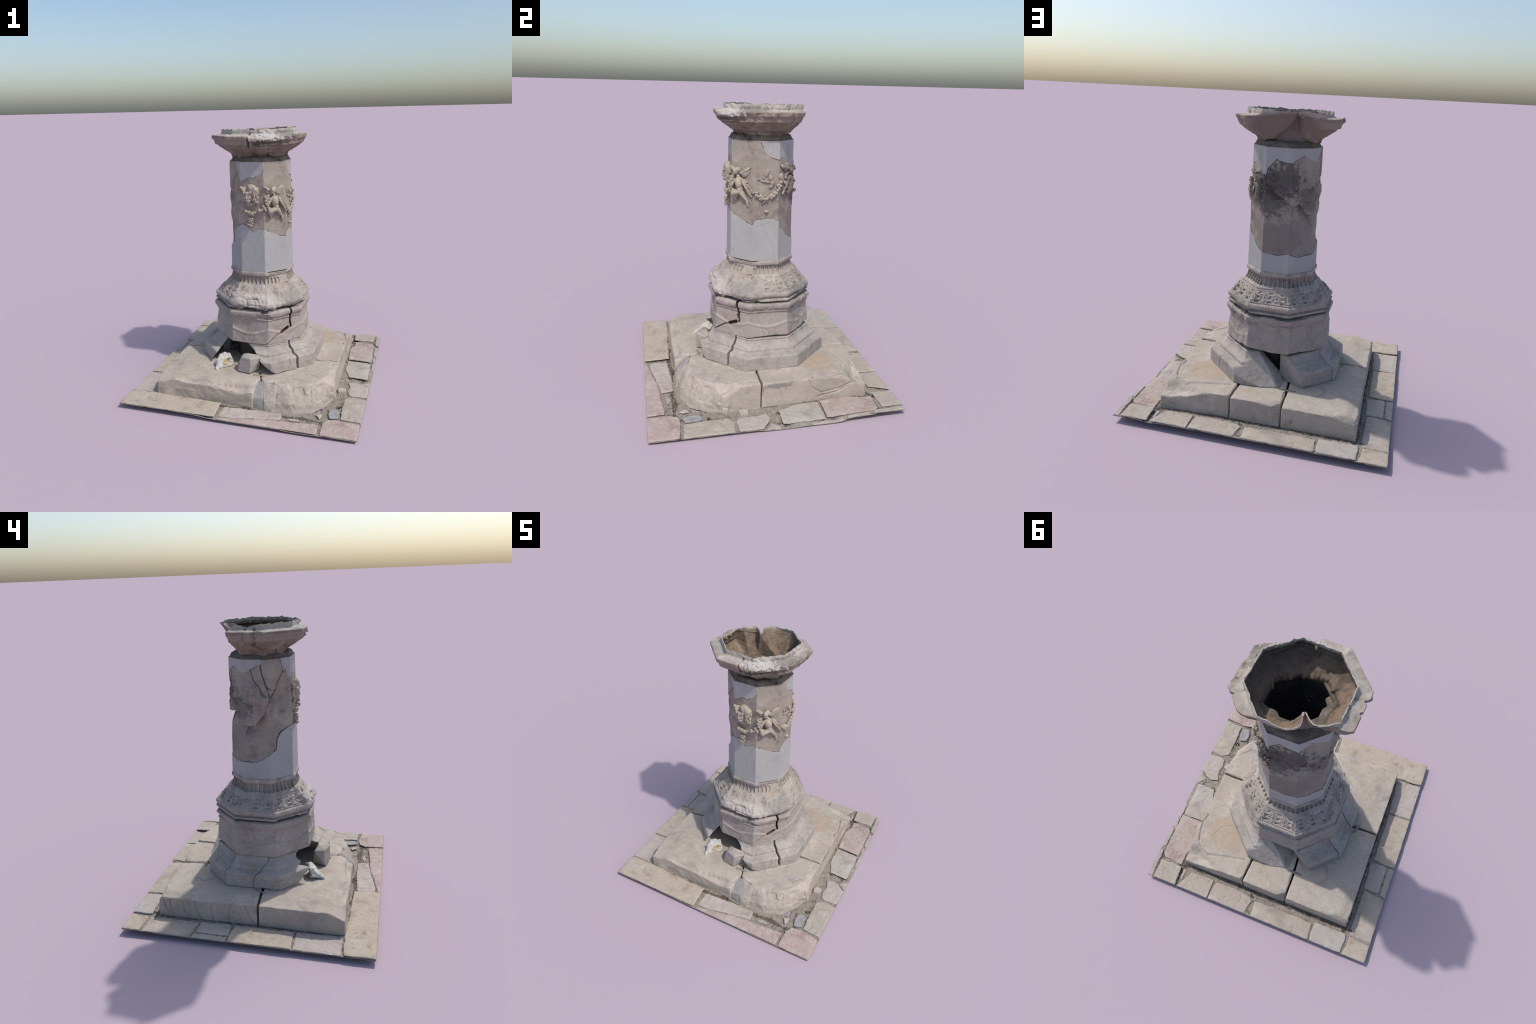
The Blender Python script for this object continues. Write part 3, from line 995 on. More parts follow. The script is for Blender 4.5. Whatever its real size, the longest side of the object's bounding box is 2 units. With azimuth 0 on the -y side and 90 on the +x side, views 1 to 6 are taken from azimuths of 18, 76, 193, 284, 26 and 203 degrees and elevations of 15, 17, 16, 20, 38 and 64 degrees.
# ================================================================== LEAF STONE (flutes, beads, leaves, roll)
def build_leaf_stone():
    ncol = 8 * 126
    nrow = 230
    az = 22.5 - 1.0 + np.arange(ncol) * 360 / ncol
    prof = [(.300, .640), (.300, .671), (.370, .668), (.379, .671), (.3805, .683), (.364, .688), (.358, .692), (.372, .698), (.3795, .709), (.379, .721), (.372, .731), (.358, .736), (.359, .744),
            (.352, .751), (.326, .777), (.298, .803), (.282, .815), (.281, .824), (.270, .831), (.254, .846), (.243, .866), (.2385, .888),
            (.239, .893), (.245, .897), (.2515, .903), (.2520, .920), (.249, .928), (.240, .931), (.20, .933)]
    R = np.array([p[0] for p in prof])
    Z = np.array([p[1] for p in prof])
    t = np.r_[0, np.cumsum(np.hypot(np.diff(R), np.diff(Z)))]
    tt = np.linspace(0, t[-1], nrow)
    A, Rr = np.meshgrid(az, np.interp(tt, t, R))
    Zr = np.meshgrid(az, np.interp(tt, t, Z))[1]
    P = polar(A, Rr * oct_r(A, -1.0), Zr)
    Q = P.reshape(-1, 3)
    a = (A.ravel() + 180) % 360 - 180
    z = Zr.ravel()
    r = Rr.ravel()
    # erosion: the whole front and sunny corner have weathered to lumps
    er_low = sstep(dz(a, -27) + 7 * vnoise(Q, 22, 1), -4, 5) * sstep(dz(a, 84) + 9 * vnoise(Q, 20, 2), 6, -8)
    er_low = er_low * sstep(z + .008 * vnoise(Q, 25, 3), .842, .826)
    er_low = np.maximum(er_low, .9 * sstep(np.abs(dz(a, -112)) + 5 * vnoise(Q, 25, 4), 16, 7) * sstep(z, .80, .775) * sstep(z, .70, .72))
    er_low = np.maximum(er_low, .85 * sstep(np.abs(dz(a, 145)) + 5 * vnoise(Q, 25, 4), 15, 9) * sstep(z, .755, .735))
    er_up = sstep(dz(a, 47) + 3 * vnoise(Q, 30, 5), -25, -12) * sstep(dz(a, 70) + 3 * vnoise(Q, 30, 6), 8, 2) * sstep(z, .868, .885)
    er_up2 = sstep(np.abs(dz(a, 60)) + 3 * vnoise(Q, 30, 5), 13, 9) * sstep(z, .828, .842)
    # where the carving has gone the stone is a rounded, shapeless slope
    soft_R = np.interp(Zr, [.664, .672, .690, .712, .735, .76, .80, .828, .85], [.330, .350, .368, .373, .362, .342, .293, .264, .246])
    soft = polar(A, soft_R * (.72 * oct_r(A, -1.0) + .28 * .965), Zr).reshape(-1, 3)
    rowi = np.repeat(np.arange(nrow), ncol)
    k_er = (er_low * sstep(z, .664, .672) * sstep(rowi, 18, 34) * (z < .85))[:, None]
    Q = Q + (soft - Q) * k_er
    N = grid_normals(Q.reshape(P.shape), True).reshape(-1, 3)
    er = np.clip(er_low + er_up + er_up2, 0, 1)
    keep = 1 - er
    d = np.zeros(len(Q))
    w = wrap45(a, -1.0)
    u = np.tan(np.radians(w)) / math.tan(math.radians(22.5))       # -1..1 along a face
    # flutes: six to a face, thin fillets between, round feet
    cell = (u + 1) * 3
    f = np.abs(cell - np.floor(cell) - .5) * 2
    foot = .836 + .006 * f ** 2
    head = .893 - .004 * (1 - f ** 2)
    flute = sstep(f, .84, .66) * sstep(z, foot, foot + .005) * sstep(z, head + .002, head - .002)
    d -= keep * .014 * flute
    # bead and reel
    bz = bump1(z - .8175, .0045)
    bead = (np.cos(u * math.pi * 7) * .5 + .5) ** .7
    d += keep * bz * (.0045 * bead - .003)
    # standing leaves, three to a face with one on each corner
    lc = (u + 1) * 1.5
    lx = (lc - np.round(lc)) * (r * .83 / 3)           # metres from the leaf's midrib
    v = (z - .745) / (.808 - .745)                     # 0 foot .. 1 top
    zone = sstep(v, -.02, .05) * sstep(v, 1.03, .97)
    half = .5 - np.abs(lc - np.round(lc))              # 0 midway between two leaves
    px = half * (r * .83 / 3) + .004 * vnoise(Q, 70, 15)
    v = v + .05 * vnoise(Q, 60, 16)
    pit = sstep(np.hypot(px / .013, (v - .86) / .07), 1.1, .7) * .7 + sstep(np.hypot(px / .011, (v - .52) / .11), 1.1, .75) * .8 + sstep(np.hypot(px / .019, (v - .14) / .085), 1.1, .75)
    d += keep * zone * (-.004 - .011 * pit + .003 * bump1(v - .69, .03) + .003 * bump1(v - .30, .035) + .002 * fbm(Q, 70, 3, 9))
    # string of small pearls on the roll
    d += keep * .0022 * bump1(z - .722, .004) * np.cos(u * math.pi * 15)
    d += keep * .0018 * bump1(z - .704, .006) * np.cos(u * math.pi * 17)
    # eroded relief
    lumps = .022 * fbm(Q, 8, 4, 200) + .008 * fbm(Q, 30, 3, 201) - .012 * sstep(ridge(Q, 8, 3, 202), .82, .97) + .004
    d += er_low * lumps
    # hollow scooped between the sunny corners and the shelf above it
    sc = sstep(np.hypot(dz(a, 62) / 22, (z - .785) / .055), 1.1, .4)
    d -= .018 * sc * sstep(z, .845, .835)
    d += (er_up + er_up2 * .7) * (.003 * fbm(Q, 30, 3, 203) - .004)
    d -= .006 * er_up * sstep(z, .895, .90)
    # chipped bottom fillet: lost on the front and in places behind
    fil = sstep(z, .692, .684)
    lost = er_low + sstep(np.abs(dz(a, -52)) + 3 * vnoise(Q, 30, 9), 16, 12) + .9 * sstep(np.abs(dz(a, 146)) + 3 * vnoise(Q, 30, 8), 18, 13)
    d -= fil * np.clip(lost, 0, 1) * .009 * (.6 + .8 * fbm(Q, 25, 3, 207))
    # its overhanging part that stands proud of the drum joint
    d += .0012 * fbm(Q, 40, 4, 204) + .0006 * fbm(Q, 110, 2, 205)
    row = np.repeat(np.arange(nrow), ncol)
    edge = sstep(row, 24, 34) * sstep(row, nrow - 2, nrow - 12)
    V = Q + N * (d * edge)[:, None]
    # lift of the eroded underside: dark gap over the drum
    V[:, 2] += .010 * sstep(V[:, 2], .700, .670) * sstep(fbm(V * (1, 1, 0), 9, 3, 206), -.1, .5) * er_low
    lm = put("leaf_moulding", mesh_data("leaf_moulding", V, grid_faces(nrow, ncol, True), M["leaf_stone"], sharp=55), column)
    # acanthus leaves: a midrib with lobes fanning out and down, one mesh shared by all
    datas = []
    for k in range(3):
        vs, fs, n = [], [], 0

        def lump(x, y, zz, rx, ry, rz, ang):
            nonlocal n
            v, f = ICO2
            v = v * (rx, ry, rz)
            c, q = math.cos(math.radians(ang)), math.sin(math.radians(ang))
            vs.append(np.stack([x + v[:, 0] * c - v[:, 1] * q, y + v[:, 0] * q + v[:, 1] * c, zz + v[:, 2]], -1))
            fs.append(f + n)
            n += len(v)
        lump(0, .004, .003, .0038, .036, .0060, 0)
        lump(0, -.030, .003, .0065, .008, .0055, 0)
        for sgn in (-1, 1):
            for y0, ln, an in ((.026, .013, 62), (.020, .017, 46), (.012, .021, 34), (.000, .021, 24), (-.010, .015, 18)):
                ln = ln * (1 + .12 * rng.standard_normal())
                a_ = math.radians(an + 4 * rng.standard_normal())
                lump(sgn * math.sin(a_) * ln * .85, y0 - math.cos(a_) * ln * .85, .0015, .0030, ln, .0052, sgn * math.degrees(a_))
        me = bpy.data.meshes.new("tmp")
        me.from_pydata([tuple(p) for p in np.vstack(vs)], [], [tuple(f) for f in np.vstack(fs)])
        me = remesh(me, .0016)
        VV, NN, EE = mesh_arrays(me)
        VV = VV + NN * (.0009 * fbm(VV + k, 160, 3, 210))[:, None]
        me.vertices.foreach_set("co", VV.astype(np.float32).ravel())
        me.name = "acanthus_leaf"
        me.materials.clear()
        me.materials.append(M["leaf_stone"])
        datas.append(me)
    slope = math.atan2(.052, .055)
    for face in range(8):
        for u_ in (-1 / 3, 1 / 3, 1):
            az_ = -1.0 + face * 45 + math.degrees(math.atan(u_ * math.tan(math.radians(22.5))))
            da = (az_ + 180) % 360 - 180
            if -24 < da < 82 or abs(da + 112) < 8:
                continue
            n_az = az_ if u_ == 1 else -1.0 + face * 45
            R_ = .3255 * C22 / math.cos(math.radians(float(wrap45(az_, -1.0))))
            pos = polar(np.float64(az_), np.float64(R_ if u_ != 1 else .3235), np.float64(.7765))
            t, up, nn = frame(n_az)
            nrm = nn * math.cos(slope) + up * math.sin(slope)
            yv = up * math.cos(slope) - nn * math.sin(slope)
            o = put("acanthus_leaf", datas[rng.integers(0, 3)], lm)
            sc = 1 + .08 * rng.standard_normal()
            if abs(da + 112) < 16 or abs(da - 145) < 12:
                nrm = nrm * .5
            m = np.eye(4)
            m[:3, 0], m[:3, 1], m[:3, 2], m[:3, 3] = t * 1.45 * sc, yv * sc, nrm, pos - nrm * .0045
            o.matrix_basis = Matrix(m.tolist())


# ================================================================== SHAFT
def apo(z):
    return np.interp(z, [.93, 1.76], [.2250, .2135])


UPPER = [(-98, 1.690), (-79, 1.727), (-78, 1.80), (-44, 1.80), (-43.6, 1.745), (-35, 1.687), (-37, 1.658), (-25, 1.617), (-16, 1.632), (-9.3, 1.645), (-3, 1.640), (1.6, 1.631),
         (8.3, 1.653), (11, 1.656), (14.8, 1.671), (20.5, 1.687), (25.2, 1.80), (77, 1.80), (78, 1.752), (84, 1.700), (93, 1.655), (103, 1.638), (111, 1.630),
         (126, 1.647), (137, 1.615), (150, 1.565), (156, 1.543), (160, 1.620), (174, 1.684), (178, 1.673), (190, 1.666), (202, 1.658), (206, 1.676), (222.7, 1.709), (247, 1.665)]
LOWER = [(-90, 1.050), (-79, 1.076), (-56, 1.139), (-53, 1.214), (-46, 1.254), (-34, 1.278), (-22, 1.297), (-13, 1.295), (-9, 1.267), (-.5, 1.235), (10.6, 1.259), (22.6, 1.260),
         (38, 1.223), (54, 1.205), (66, 1.190), (70, 1.215), (75, 1.227), (84, 1.230), (93, 1.236), (103, 1.227), (113, 1.213), (117, 1.169), (138, 1.097), (155, 1.060),
         (183, 1.051), (200, 1.067), (220, 1.038), (247, 1.052)]


def build_shaft():
    ncol, nrow = 8 * 92, 350
    ROT = -1.0
    az = 22.5 + ROT + np.arange(ncol) * 360 / ncol
    zz = np.linspace(.931, 1.757, nrow)
    A, Z = np.meshgrid(az, zz)
    P = polar(A, apo(Z) / C22 * oct_r(A, ROT, .998), Z)
    Q = P.reshape(-1, 3)
    N = grid_normals(P, True).reshape(-1, 3)
    a = (A.ravel() + 180) % 360 - 180
    z = Z.ravel()
    K = .0039
    jz = .004 * fbm(Q, 45, 3, 300)
    up = periodic(a + 60 * jz, UPPER)
    lo = periodic(a + 60 * jz, LOWER)
    is_stone = (z + jz < up) & (z + jz > lo)

    def closed(pts):
        p = sorted(((x + 180) % 360 - 180, y) for x, y in pts)
        p = [(p[-1][0] - 360, p[-1][1])] + p + [(p[0][0] + 360, p[0][1])]
        return [(x * K, y) for x, y in p]
    db = np.minimum(seg_dist((a + 60 * jz) * K, z + jz, closed(UPPER)), seg_dist((a + 60 * jz) * K, z + jz, closed(LOWER)))
    d = np.zeros(len(Q))
    # stone lies a little below the plaster, deeper on the shady side
    rec = periodic(a, [(-150, .005), (-110, .007), (-80, .012), (-50, .013), (-30, .005), (-20, .0015), (60, .0005), (115, .002), (130, .005), (180, .005)])
    low_band = sstep(z, 1.36, 1.24)
    into = sstep(db, .0, .012)
    d += np.where(is_stone, -rec * low_band * (.35 + .65 * into), 0)
    d += np.where(is_stone, .0012 * fbm(Q, 22, 4, 301) + .0006 * fbm(Q, 80, 3, 302), .0004 * fbm(Q, 8, 2, 303))
    # joint groove, not everywhere equally open
    op = sstep(fbm(Q, 12, 2, 304), -.5, .3)
    d -= .0035 * sstep(db, .0035, .001) * op

    def hump(c, zc, wa, wz, h, ang=0.):
        """broad swelling or hollow"""
        x = dz(a, c) * K
        y = z - zc
        ca, sa = math.cos(math.radians(ang)), math.sin(math.radians(ang))
        return h * np.exp(-((x * ca + y * sa) / wa) ** 2 - ((-x * sa + y * ca) / wz) ** 2)

    # ---- shady back: a thick crust of old relief breaking off along a slanting edge
    chunk = [(159, 1.60), (157.4, 1.534), (164.3, 1.497), (175, 1.457), (194, 1.420), (207.6, 1.387), (219, 1.400), (235, 1.322), (252, 1.310), (266, 1.308), (277, 1.358),
             (290, 1.429), (291, 1.498), (279, 1.537), (272, 1.600), (265, 1.629), (262, 1.69), (247, 1.70), (222, 1.75), (200, 1.70), (174, 1.72)]
    a360 = a % 360
    ins = in_poly(a360 + 500 * jz, z + jz, chunk)
    edge_pts = [(x * K, y) for x, y in chunk[:13]]
    de = seg_dist((a360 + 500 * jz) * K, z + jz, edge_pts)
    thick = sstep(de, 0, .012) * .004 - .004
    fade = sstep(z, 1.64, 1.54)
    lump = .010 * fbm(Q, 17, 4, 310) + .005 * fbm(Q, 50, 3, 311)
    d += np.where(ins & is_stone, thick * fade + lump * sstep(z, 1.68, 1.60), 0)
    under = (~ins) & is_stone & (a360 > 150) & (a360 < 292)
    d -= np.where(under, (.034 * np.exp(-(de / .055) ** 2) + .010 * np.exp(-(de / .13) ** 2)) * sstep(z, 1.08, 1.25) * sstep(np.abs(dz(a, 222)), 72, 50), 0)
    for h in ((222, 1.585, .020, .022, .014), (226, 1.525, .018, .032, .012), (240, 1.44, .03, .03, .009), (264, 1.507, .024, .018, .014), (264, 1.58, .014, .03, .012),
              (200, 1.578, .03, .03, -.008), (185, 1.55, .02, .04, .008), (207, 1.43, .02, .02, .008), (214, 1.52, .012, .05, -.012), (253, 1.36, .03, .02, .006)):
        d += np.where(is_stone, hump(*h), 0)
    # corner between back and sunny side: stumps of figures, black crust
    lump2 = .008 * fbm(Q, 20, 4, 320) + .004 * fbm(Q, 60, 3, 321)
    k2 = sstep(np.abs(dz(a, 146)), 26, 14) * sstep(z, 1.36, 1.42) * sstep(z, 1.62, 1.57)
    d += np.where(is_stone, k2 * (lump2 + .006), 0)
    # -x -y corner: shattered upright pieces below the top
    for line, w, dep in (([(-98, 1.690), (-94.6, 1.626), (-82.7, 1.573), (-81, 1.527), (-71.5, 1.505)], .004, .012), ([(-80.3, 1.735), (-79, 1.68), (-72.7, 1.596), (-68, 1.53), (-66, 1.47)], .0045, .018),
                         ([(-35, 1.687), (-51.6, 1.60), (-54.3, 1.551), (-58, 1.525), (-62, 1.49)], .0045, .016), ([(-72, 1.585), (-63, 1.55), (-56, 1.555)], .003, .008), ([(-70, 1.57), (-64, 1.50)], .003, .010)):
        d += np.where(is_stone, crack_depth(a, z, [(x * K / .0062, y) for x, y in line], w, dep, Q * 1.0, 5) if False else
                      -dep * sstep(seg_dist(a * K + jz * .5, z + jz * .5, [(x * K, y) for x, y in line]), w, w * .3), 0)
    slab = in_poly(a, z, [(-80, 1.76), (-43, 1.76), (-35, 1.687), (-51.6, 1.60), (-54.3, 1.551), (-66, 1.55), (-73, 1.596), (-79, 1.68)])
    d += np.where(slab, .005 + .0015 * fbm(Q, 30, 3, 330), 0)
    d += hump(-60, 1.49, .016, .05, -.020) + hump(-45, 1.60, .03, .03, .008)
    d -= np.where(is_stone, .010 * sstep(fbm(Q, 13, 3, 331), .05, .5) * sstep(np.abs(dz(a, -48)), 26, 14) * sstep(z, 1.12, 1.16) * sstep(z, 1.50, 1.44), 0)
    for h in ((-76, 1.475, .022, .05, .018), (-84, 1.59, .022, .022, .012), (-38, 1.47, .035, .055, .010)):
        d += np.where(is_stone, hump(*h), 0)
    # fragments of garland on the shady flank
    for h in ((-30.5, 1.452, .016, .035, .012), (-34, 1.53, .014, .03, .008), (-27, 1.50, .010, .05, .014), (-44, 1.405, .02, .010, -.010), (-40, 1.43, .03, .012, .010), (-30, 1.40, .02, .015, .012),
              (-22, 1.42, .015, .03, .010), (-53, 1.465, .018, .018, .006)):
        d += hump(*h)
    # sunny corner between D and E: small scars under the swag
    for line in ([(113, 1.34), (118, 1.30), (116, 1.24)], [(124, 1.33), (122, 1.27), (128, 1.21), (126, 1.16)], [(140, 1.32), (136, 1.25), (133, 1.20)], [(104, 1.29), (103, 1.24)],
                 [(176, 1.345), (172, 1.33), (165, 1.336)], [(187, 1.30), (194, 1.285), (200, 1.29)]):
        d -= .0035 * sstep(seg_dist(a360 * K + jz * .5, z + jz * .5, [(x * K, y) for x, y in line]), .0025, .0006) * is_stone
    # fine cracks of the plaster
    for line in ([(17.8, 1.258), (12, 1.21), (9.2, 1.195), (3.4, 1.136), (-.4, 1.026), (-6, .97), (-7.5, .93)], [(80.7, 1.202), (86, 1.16), (89.4, 1.127), (95.9, 1.077), (103.3, 1.042), (104.8, .931)],
                 [(66, 1.19), (74, 1.175), (82, 1.185), (96, 1.20)], [(-97, 1.05), (-93, 1.0), (-90, .94)], [(206, 1.06), (203, 1.0), (204, .94)], [(222, 1.705), (214, 1.735), (208, 1.76)], [(156, 1.60), (165, 1.61)]):
        d -= .0022 * sstep(seg_dist(a * K + jz * .6, z + jz * .3, [((x + 180) % 360 * K - 180 * K, y) for x, y in line]), .0016, .0004) * (~is_stone)
    edge = np.repeat(sstep(np.arange(nrow), 0, 3) * sstep(np.arange(nrow), nrow - 1, nrow - 3), ncol)
    V = Q + N * (d * edge)[:, None]
    F = grid_faces(nrow, ncol, True)
    fs = is_stone[F].sum(1) >= 2
    fj = (db[F].mean(1) < .0016) & (op[F].mean(1) > .55)
    V1, F1 = compact(V, F[~fs])
    shaft = put("shaft", mesh_data("shaft", V1, F1, [M["plaster"], M["joint"]], sharp=22, mat_index=fj[~fs].astype(int)), column)
    V2, F2 = compact(V, F[fs])
    put("carved_core", mesh_data("carved_core", V2, F2, [M["shaft_stone"], M["joint"]], sharp=40, mat_index=fj[fs].astype(int)), shaft)
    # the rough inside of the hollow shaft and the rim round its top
    nc = 8 * 48
    az = 22.5 + ROT + np.arange(nc) * 360 / nc
    rows = [(.001, 1.7570), (-.004, 1.7592), (-.009, 1.764), (-.014, 1.773), (-.020, 1.786), (-.038, 1.790), (-.042, 1.768)] + [(-.016, q) for q in np.linspace(1.74, .98, 60)] + [(-.10, .965), (-.20, .962)]
    off = np.array([p[0] for p in rows])
    zr = np.array([p[1] for p in rows])
    A, O = np.meshgrid(az, off)
    Zr = np.meshgrid(az, zr)[1].copy()
    deepback = bump1(dz(A, 232), 55) * bump1(Zr - 1.36, .17) * .055 + bump1(dz(A, -55), 32) * bump1(Zr - 1.40, .24) * .032
    O = np.minimum(O, np.where(Zr < 1.75, O - deepback, O))
    shelf = sstep(np.abs(dz(A, 205)), 95, 60) * ((O < -.03) & (Zr > 1.75))
    O = O - .045 * shelf
    Zr = Zr + .018 * shelf
    P = polar(A, (apo(Zr) + O) / C22 * oct_r(A, ROT, .998), Zr)
    Q = P.reshape(-1, 3)
    N = grid_normals(P, True).reshape(-1, 3)
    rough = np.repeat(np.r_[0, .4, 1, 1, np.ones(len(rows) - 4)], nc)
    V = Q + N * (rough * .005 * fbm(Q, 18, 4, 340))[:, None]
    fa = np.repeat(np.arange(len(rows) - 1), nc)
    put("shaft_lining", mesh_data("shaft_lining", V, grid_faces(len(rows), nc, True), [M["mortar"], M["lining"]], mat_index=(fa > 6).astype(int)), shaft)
    return shaft


# ------------------------------------------------------------------ relief figures on the shaft
def on_shaft(az_, z_, h=0.):
    """point h metres proud of the shaft face"""
    w = wrap45(az_, -1.0)
    r = (apo(z_) + h) / math.cos(math.radians(w))
    a = math.radians(az_)
    return np.array([AX[0] + r * math.sin(a), AX[1] - r * math.cos(a), z_])


def frame(az_):
    a = math.radians(az_)
    return np.array([math.cos(a), math.sin(a), 0]), np.array([0, 0, 1.]), np.array([math.sin(a), -math.cos(a), 0])


class Blob:
    """bodies modelled from overlapping balls and limbs, fused by remeshing"""
    def __init__(self, proud=1., lift=0., thick=1.):
        self.V, self.F, self.n = [], [], 0
        self.proud, self.lift, self.thick = proud, lift, thick

    def ball(self, az_, z_, h, rt, rz, rn, tilt=0., yaw=0.):
        # depth of the relief: everything stands a little prouder and thicker than drawn flat
        h, rn = h * self.proud + self.lift, rn * self.thick
        v, f = ICO3 if max(rt, rz, rn) > .015 else ICO2
        v = v * (rt, rz, rn)
        c, s = math.cos(math.radians(tilt)), math.sin(math.radians(tilt))
        v = np.stack([v[:, 0] * c - v[:, 1] * s, v[:, 0] * s + v[:, 1] * c, v[:, 2]], -1)
        c, s = math.cos(math.radians(yaw)), math.sin(math.radians(yaw))
        v = np.stack([v[:, 0] * c + v[:, 2] * s, v[:, 1], -v[:, 0] * s + v[:, 2] * c], -1)
        t, u, n = frame(az_)
        self.V.append(on_shaft(az_, z_, h) + v[:, :1] * t + v[:, 1:2] * u + v[:, 2:] * n)
        self.F.append(f + self.n)
        self.n += len(v)
        return self

    def limb(self, pts, n=9):
        """pts: (az, z, h, radius) control points"""
        pts = np.array(pts, float)
        k = len(pts) - 1
        for i in range(k):
            for s in np.linspace(0, 1, n, endpoint=(i == k - 1)):
                p = pts[i] * (1 - s) + pts[i + 1] * s
                self.ball(p[0], p[1], p[2], p[3], p[3], p[3])
        return self

    def make(self, name, parent, mat, voxel=.003, rough=.0020, freq=75, dents=(), seed=0, bumps=0., wear=.5):
        F = np.vstack(self.F)
        me = bpy.data.meshes.new("tmp")
        me.from_pydata([tuple(v) for v in np.vstack(self.V)], [], [tuple(f) for f in F])
        me = remesh(me, voxel)

        def disp(V, N):
            d = bumps * (fbm(V, 70, 2, seed) + .5 * fbm(V, 140, 2, seed + 1))
            for az_, z_, h, rr, dep in dents:
                d = d - dep * np.exp(-((np.linalg.norm(V - on_shaft(az_, z_, h), axis=1) / rr) ** 2))
            return V + N * np.broadcast_to(d, (len(V),))[:, None]
        return carve(me, disp, name, M[mat], parent, wear=wear, rough=rough, freq=freq, seed=seed, sharp=55)


def build_reliefs(shaft):
    fs = "figure_stone"
    # portrait head in front
    face = Blob(1.2, .006, 1.2)
    face.ball(-7, 1.508, .008, .030, .040, .026).ball(-6.5, 1.478, .012, .020, .021, .020)
    face.ball(-7.6, 1.504, .033, .0045, .014, .0065).ball(-7.4, 1.496, .034, .0065, .005, .006).ball(-6.6, 1.481, .031, .009, .004, .004)
    face.ball(-11.5, 1.499, .022, .010, .011, .008).ball(-3, 1.499, .022, .010, .011, .008)
    face.ball(-7.2, 1.532, .020, .024, .016, .014).ball(-5, 1.450, .002, .034, .014, .010)
    head = face.make("head", shaft, fs, .0022, dents=[(-11, 1.516, .040, .009, .006), (-3.4, 1.516, .040, .009, .006), (-6.8, 1.488, .046, .004, .002)], seed=51)
    hair = Blob(1.2, .006, 1.2)
    hair.ball(-1, 1.563, .006, .042, .034, .026, -18).ball(5, 1.545, .004, .030, .036, .024, -35).ball(-15, 1.556, .004, .018, .022, .022, 30).ball(-20, 1.569, .006, .010, .013, .012)
    hair.ball(2, 1.515, .000, .030, .055, .018).ball(-14, 1.51, .000, .022, .045, .012)
    for az_, z_, h, rt, rz, tl in ((8.5, 1.520, .010, .009, .022, 10), (5, 1.512, .016, .008, .024, -8), (10, 1.494, .006, .009, .022, -15), (6.5, 1.484, .010, .008, .022, 12), (3.5, 1.492, .014, .007, .022, -6),
                                   (9.5, 1.466, .002, .009, .018, 12), (5, 1.462, .004, .008, .018, -14), (11, 1.535, .004, .010, .022, 16), (-18, 1.520, .004, .008, .026, -6), (-16, 1.490, .004, .007, .024, 8),
                                   (-13, 1.535, .018, .008, .014, 20), (-1, 1.540, .026, .010, .012, -30)):
        hair.ball(az_, z_, h, rt, rz, .013, tl)
    hair.make("hair", head, fs, .0022, bumps=.0025, dents=[(-11, 1.572, .036, .015, .012), (-7, 1.562, .038, .013, .010)], seed=52, rough=.0015, freq=70)
    # winged child holding the garlands
    torso = Blob(1.25, .004, 1.25)
    torso.ball(41.5, 1.47, .012, .028, .044, .024, 6).ball(43.5, 1.425, .012, .022, .032, .020, 4).ball(41, 1.497, .012, .030, .016, .016)
    torso.ball(46.5, 1.402, .010, .020, .020, .018).ball(40, 1.515, .014, .012, .016, .012)
    child = torso.make("winged_child", shaft, fs, .0026, seed=53)
    Blob(1.25, .004, 1.25).ball(36.5, 1.552, .020, .019, .023, .020).ball(40, 1.562, .016, .018, .018, .018).ball(35, 1.538, .026, .010, .012, .012).ball(44, 1.54, .006, .018, .014, .010)\
        .make("head", child, fs, .0024, bumps=.002, seed=54)
    Blob(1.25, .004, 1.25).limb([(47, 1.500, .016, .010), (54, 1.452, .016, .0085), (65, 1.388, .008, .007)]).make("arm", child, fs, .0024, seed=55)
    Blob(1.25, .004, 1.25).limb([(36, 1.498, .012, .010), (30, 1.46, .018, .009), (27, 1.43, .016, .008)]).make("arm", child, fs, .0024, seed=56)
    Blob(1.25, .004, 1.25).limb([(42, 1.412, .014, .019), (36, 1.404, .020, .018), (31.5, 1.394, .020, .015), (33, 1.372, .012, .010), (34, 1.352, .004, .008)]).ball(33, 1.395, .008, .026, .030, .016, 20).ball(30, 1.412, .014, .012, .020, .012)\
        .make("leg", child, fs, .0026, seed=57)
    Blob(1.25, .004, 1.25).limb([(47.5, 1.402, .012, .018), (52, 1.375, .008, .013), (57, 1.352, .005, .007), (57, 1.336, .006, .0085), (58.5, 1.318, .003, .006)]).make("leg", child, fs, .0026, seed=58)
    Blob(1.25, .004, 1.25).ball(32, 1.535, .000, .040, .020, .008, -33).ball(31, 1.553, .003, .044, .011, .010, -33).ball(25, 1.568, .004, .026, .007, .012, -38).ball(22, 1.574, .003, .010, .008, .010, -38)\
        .make("wing", child, fs, .0024, bumps=.002, seed=59)
    Blob(1.25, .004, 1.25).ball(52, 1.535, .000, .036, .020, .008, 32).ball(51, 1.556, .003, .040, .010, .010, 42).ball(55, 1.545, .002, .034, .016, .007, 30).ball(58.5, 1.568, .004, .022, .006, .009, 44).ball(50, 1.528, .004, .024, .006, .008, 8)\
        .make("wing", child, fs, .0024, bumps=.002, seed=60)
    # fruit garland under the head
    fruit_me = {}
    for j in range(3):
        v, f = ICO3
        vv = v * (1 + .32 * fbm(v + j * 5, 1.9, 3, 3))[:, None]
        fruit_me[j] = mesh_data("fruit", vv, f, M[fs])

    def fruit(az_, z_, h, r, parent, name="fruit"):
        o = put(name, fruit_me[rng.integers(0, 3)], parent)
        o.location = on_shaft(az_, z_, h * 1.25 + .004)
        o.scale = (r * 1.12, r * 1.12, r * rng.uniform(1.0, 1.25))
        o.rotation_euler = tuple(rng.uniform(0, 6, 3))
        return o
    gar = Blob(1.25, .004, 1.25)
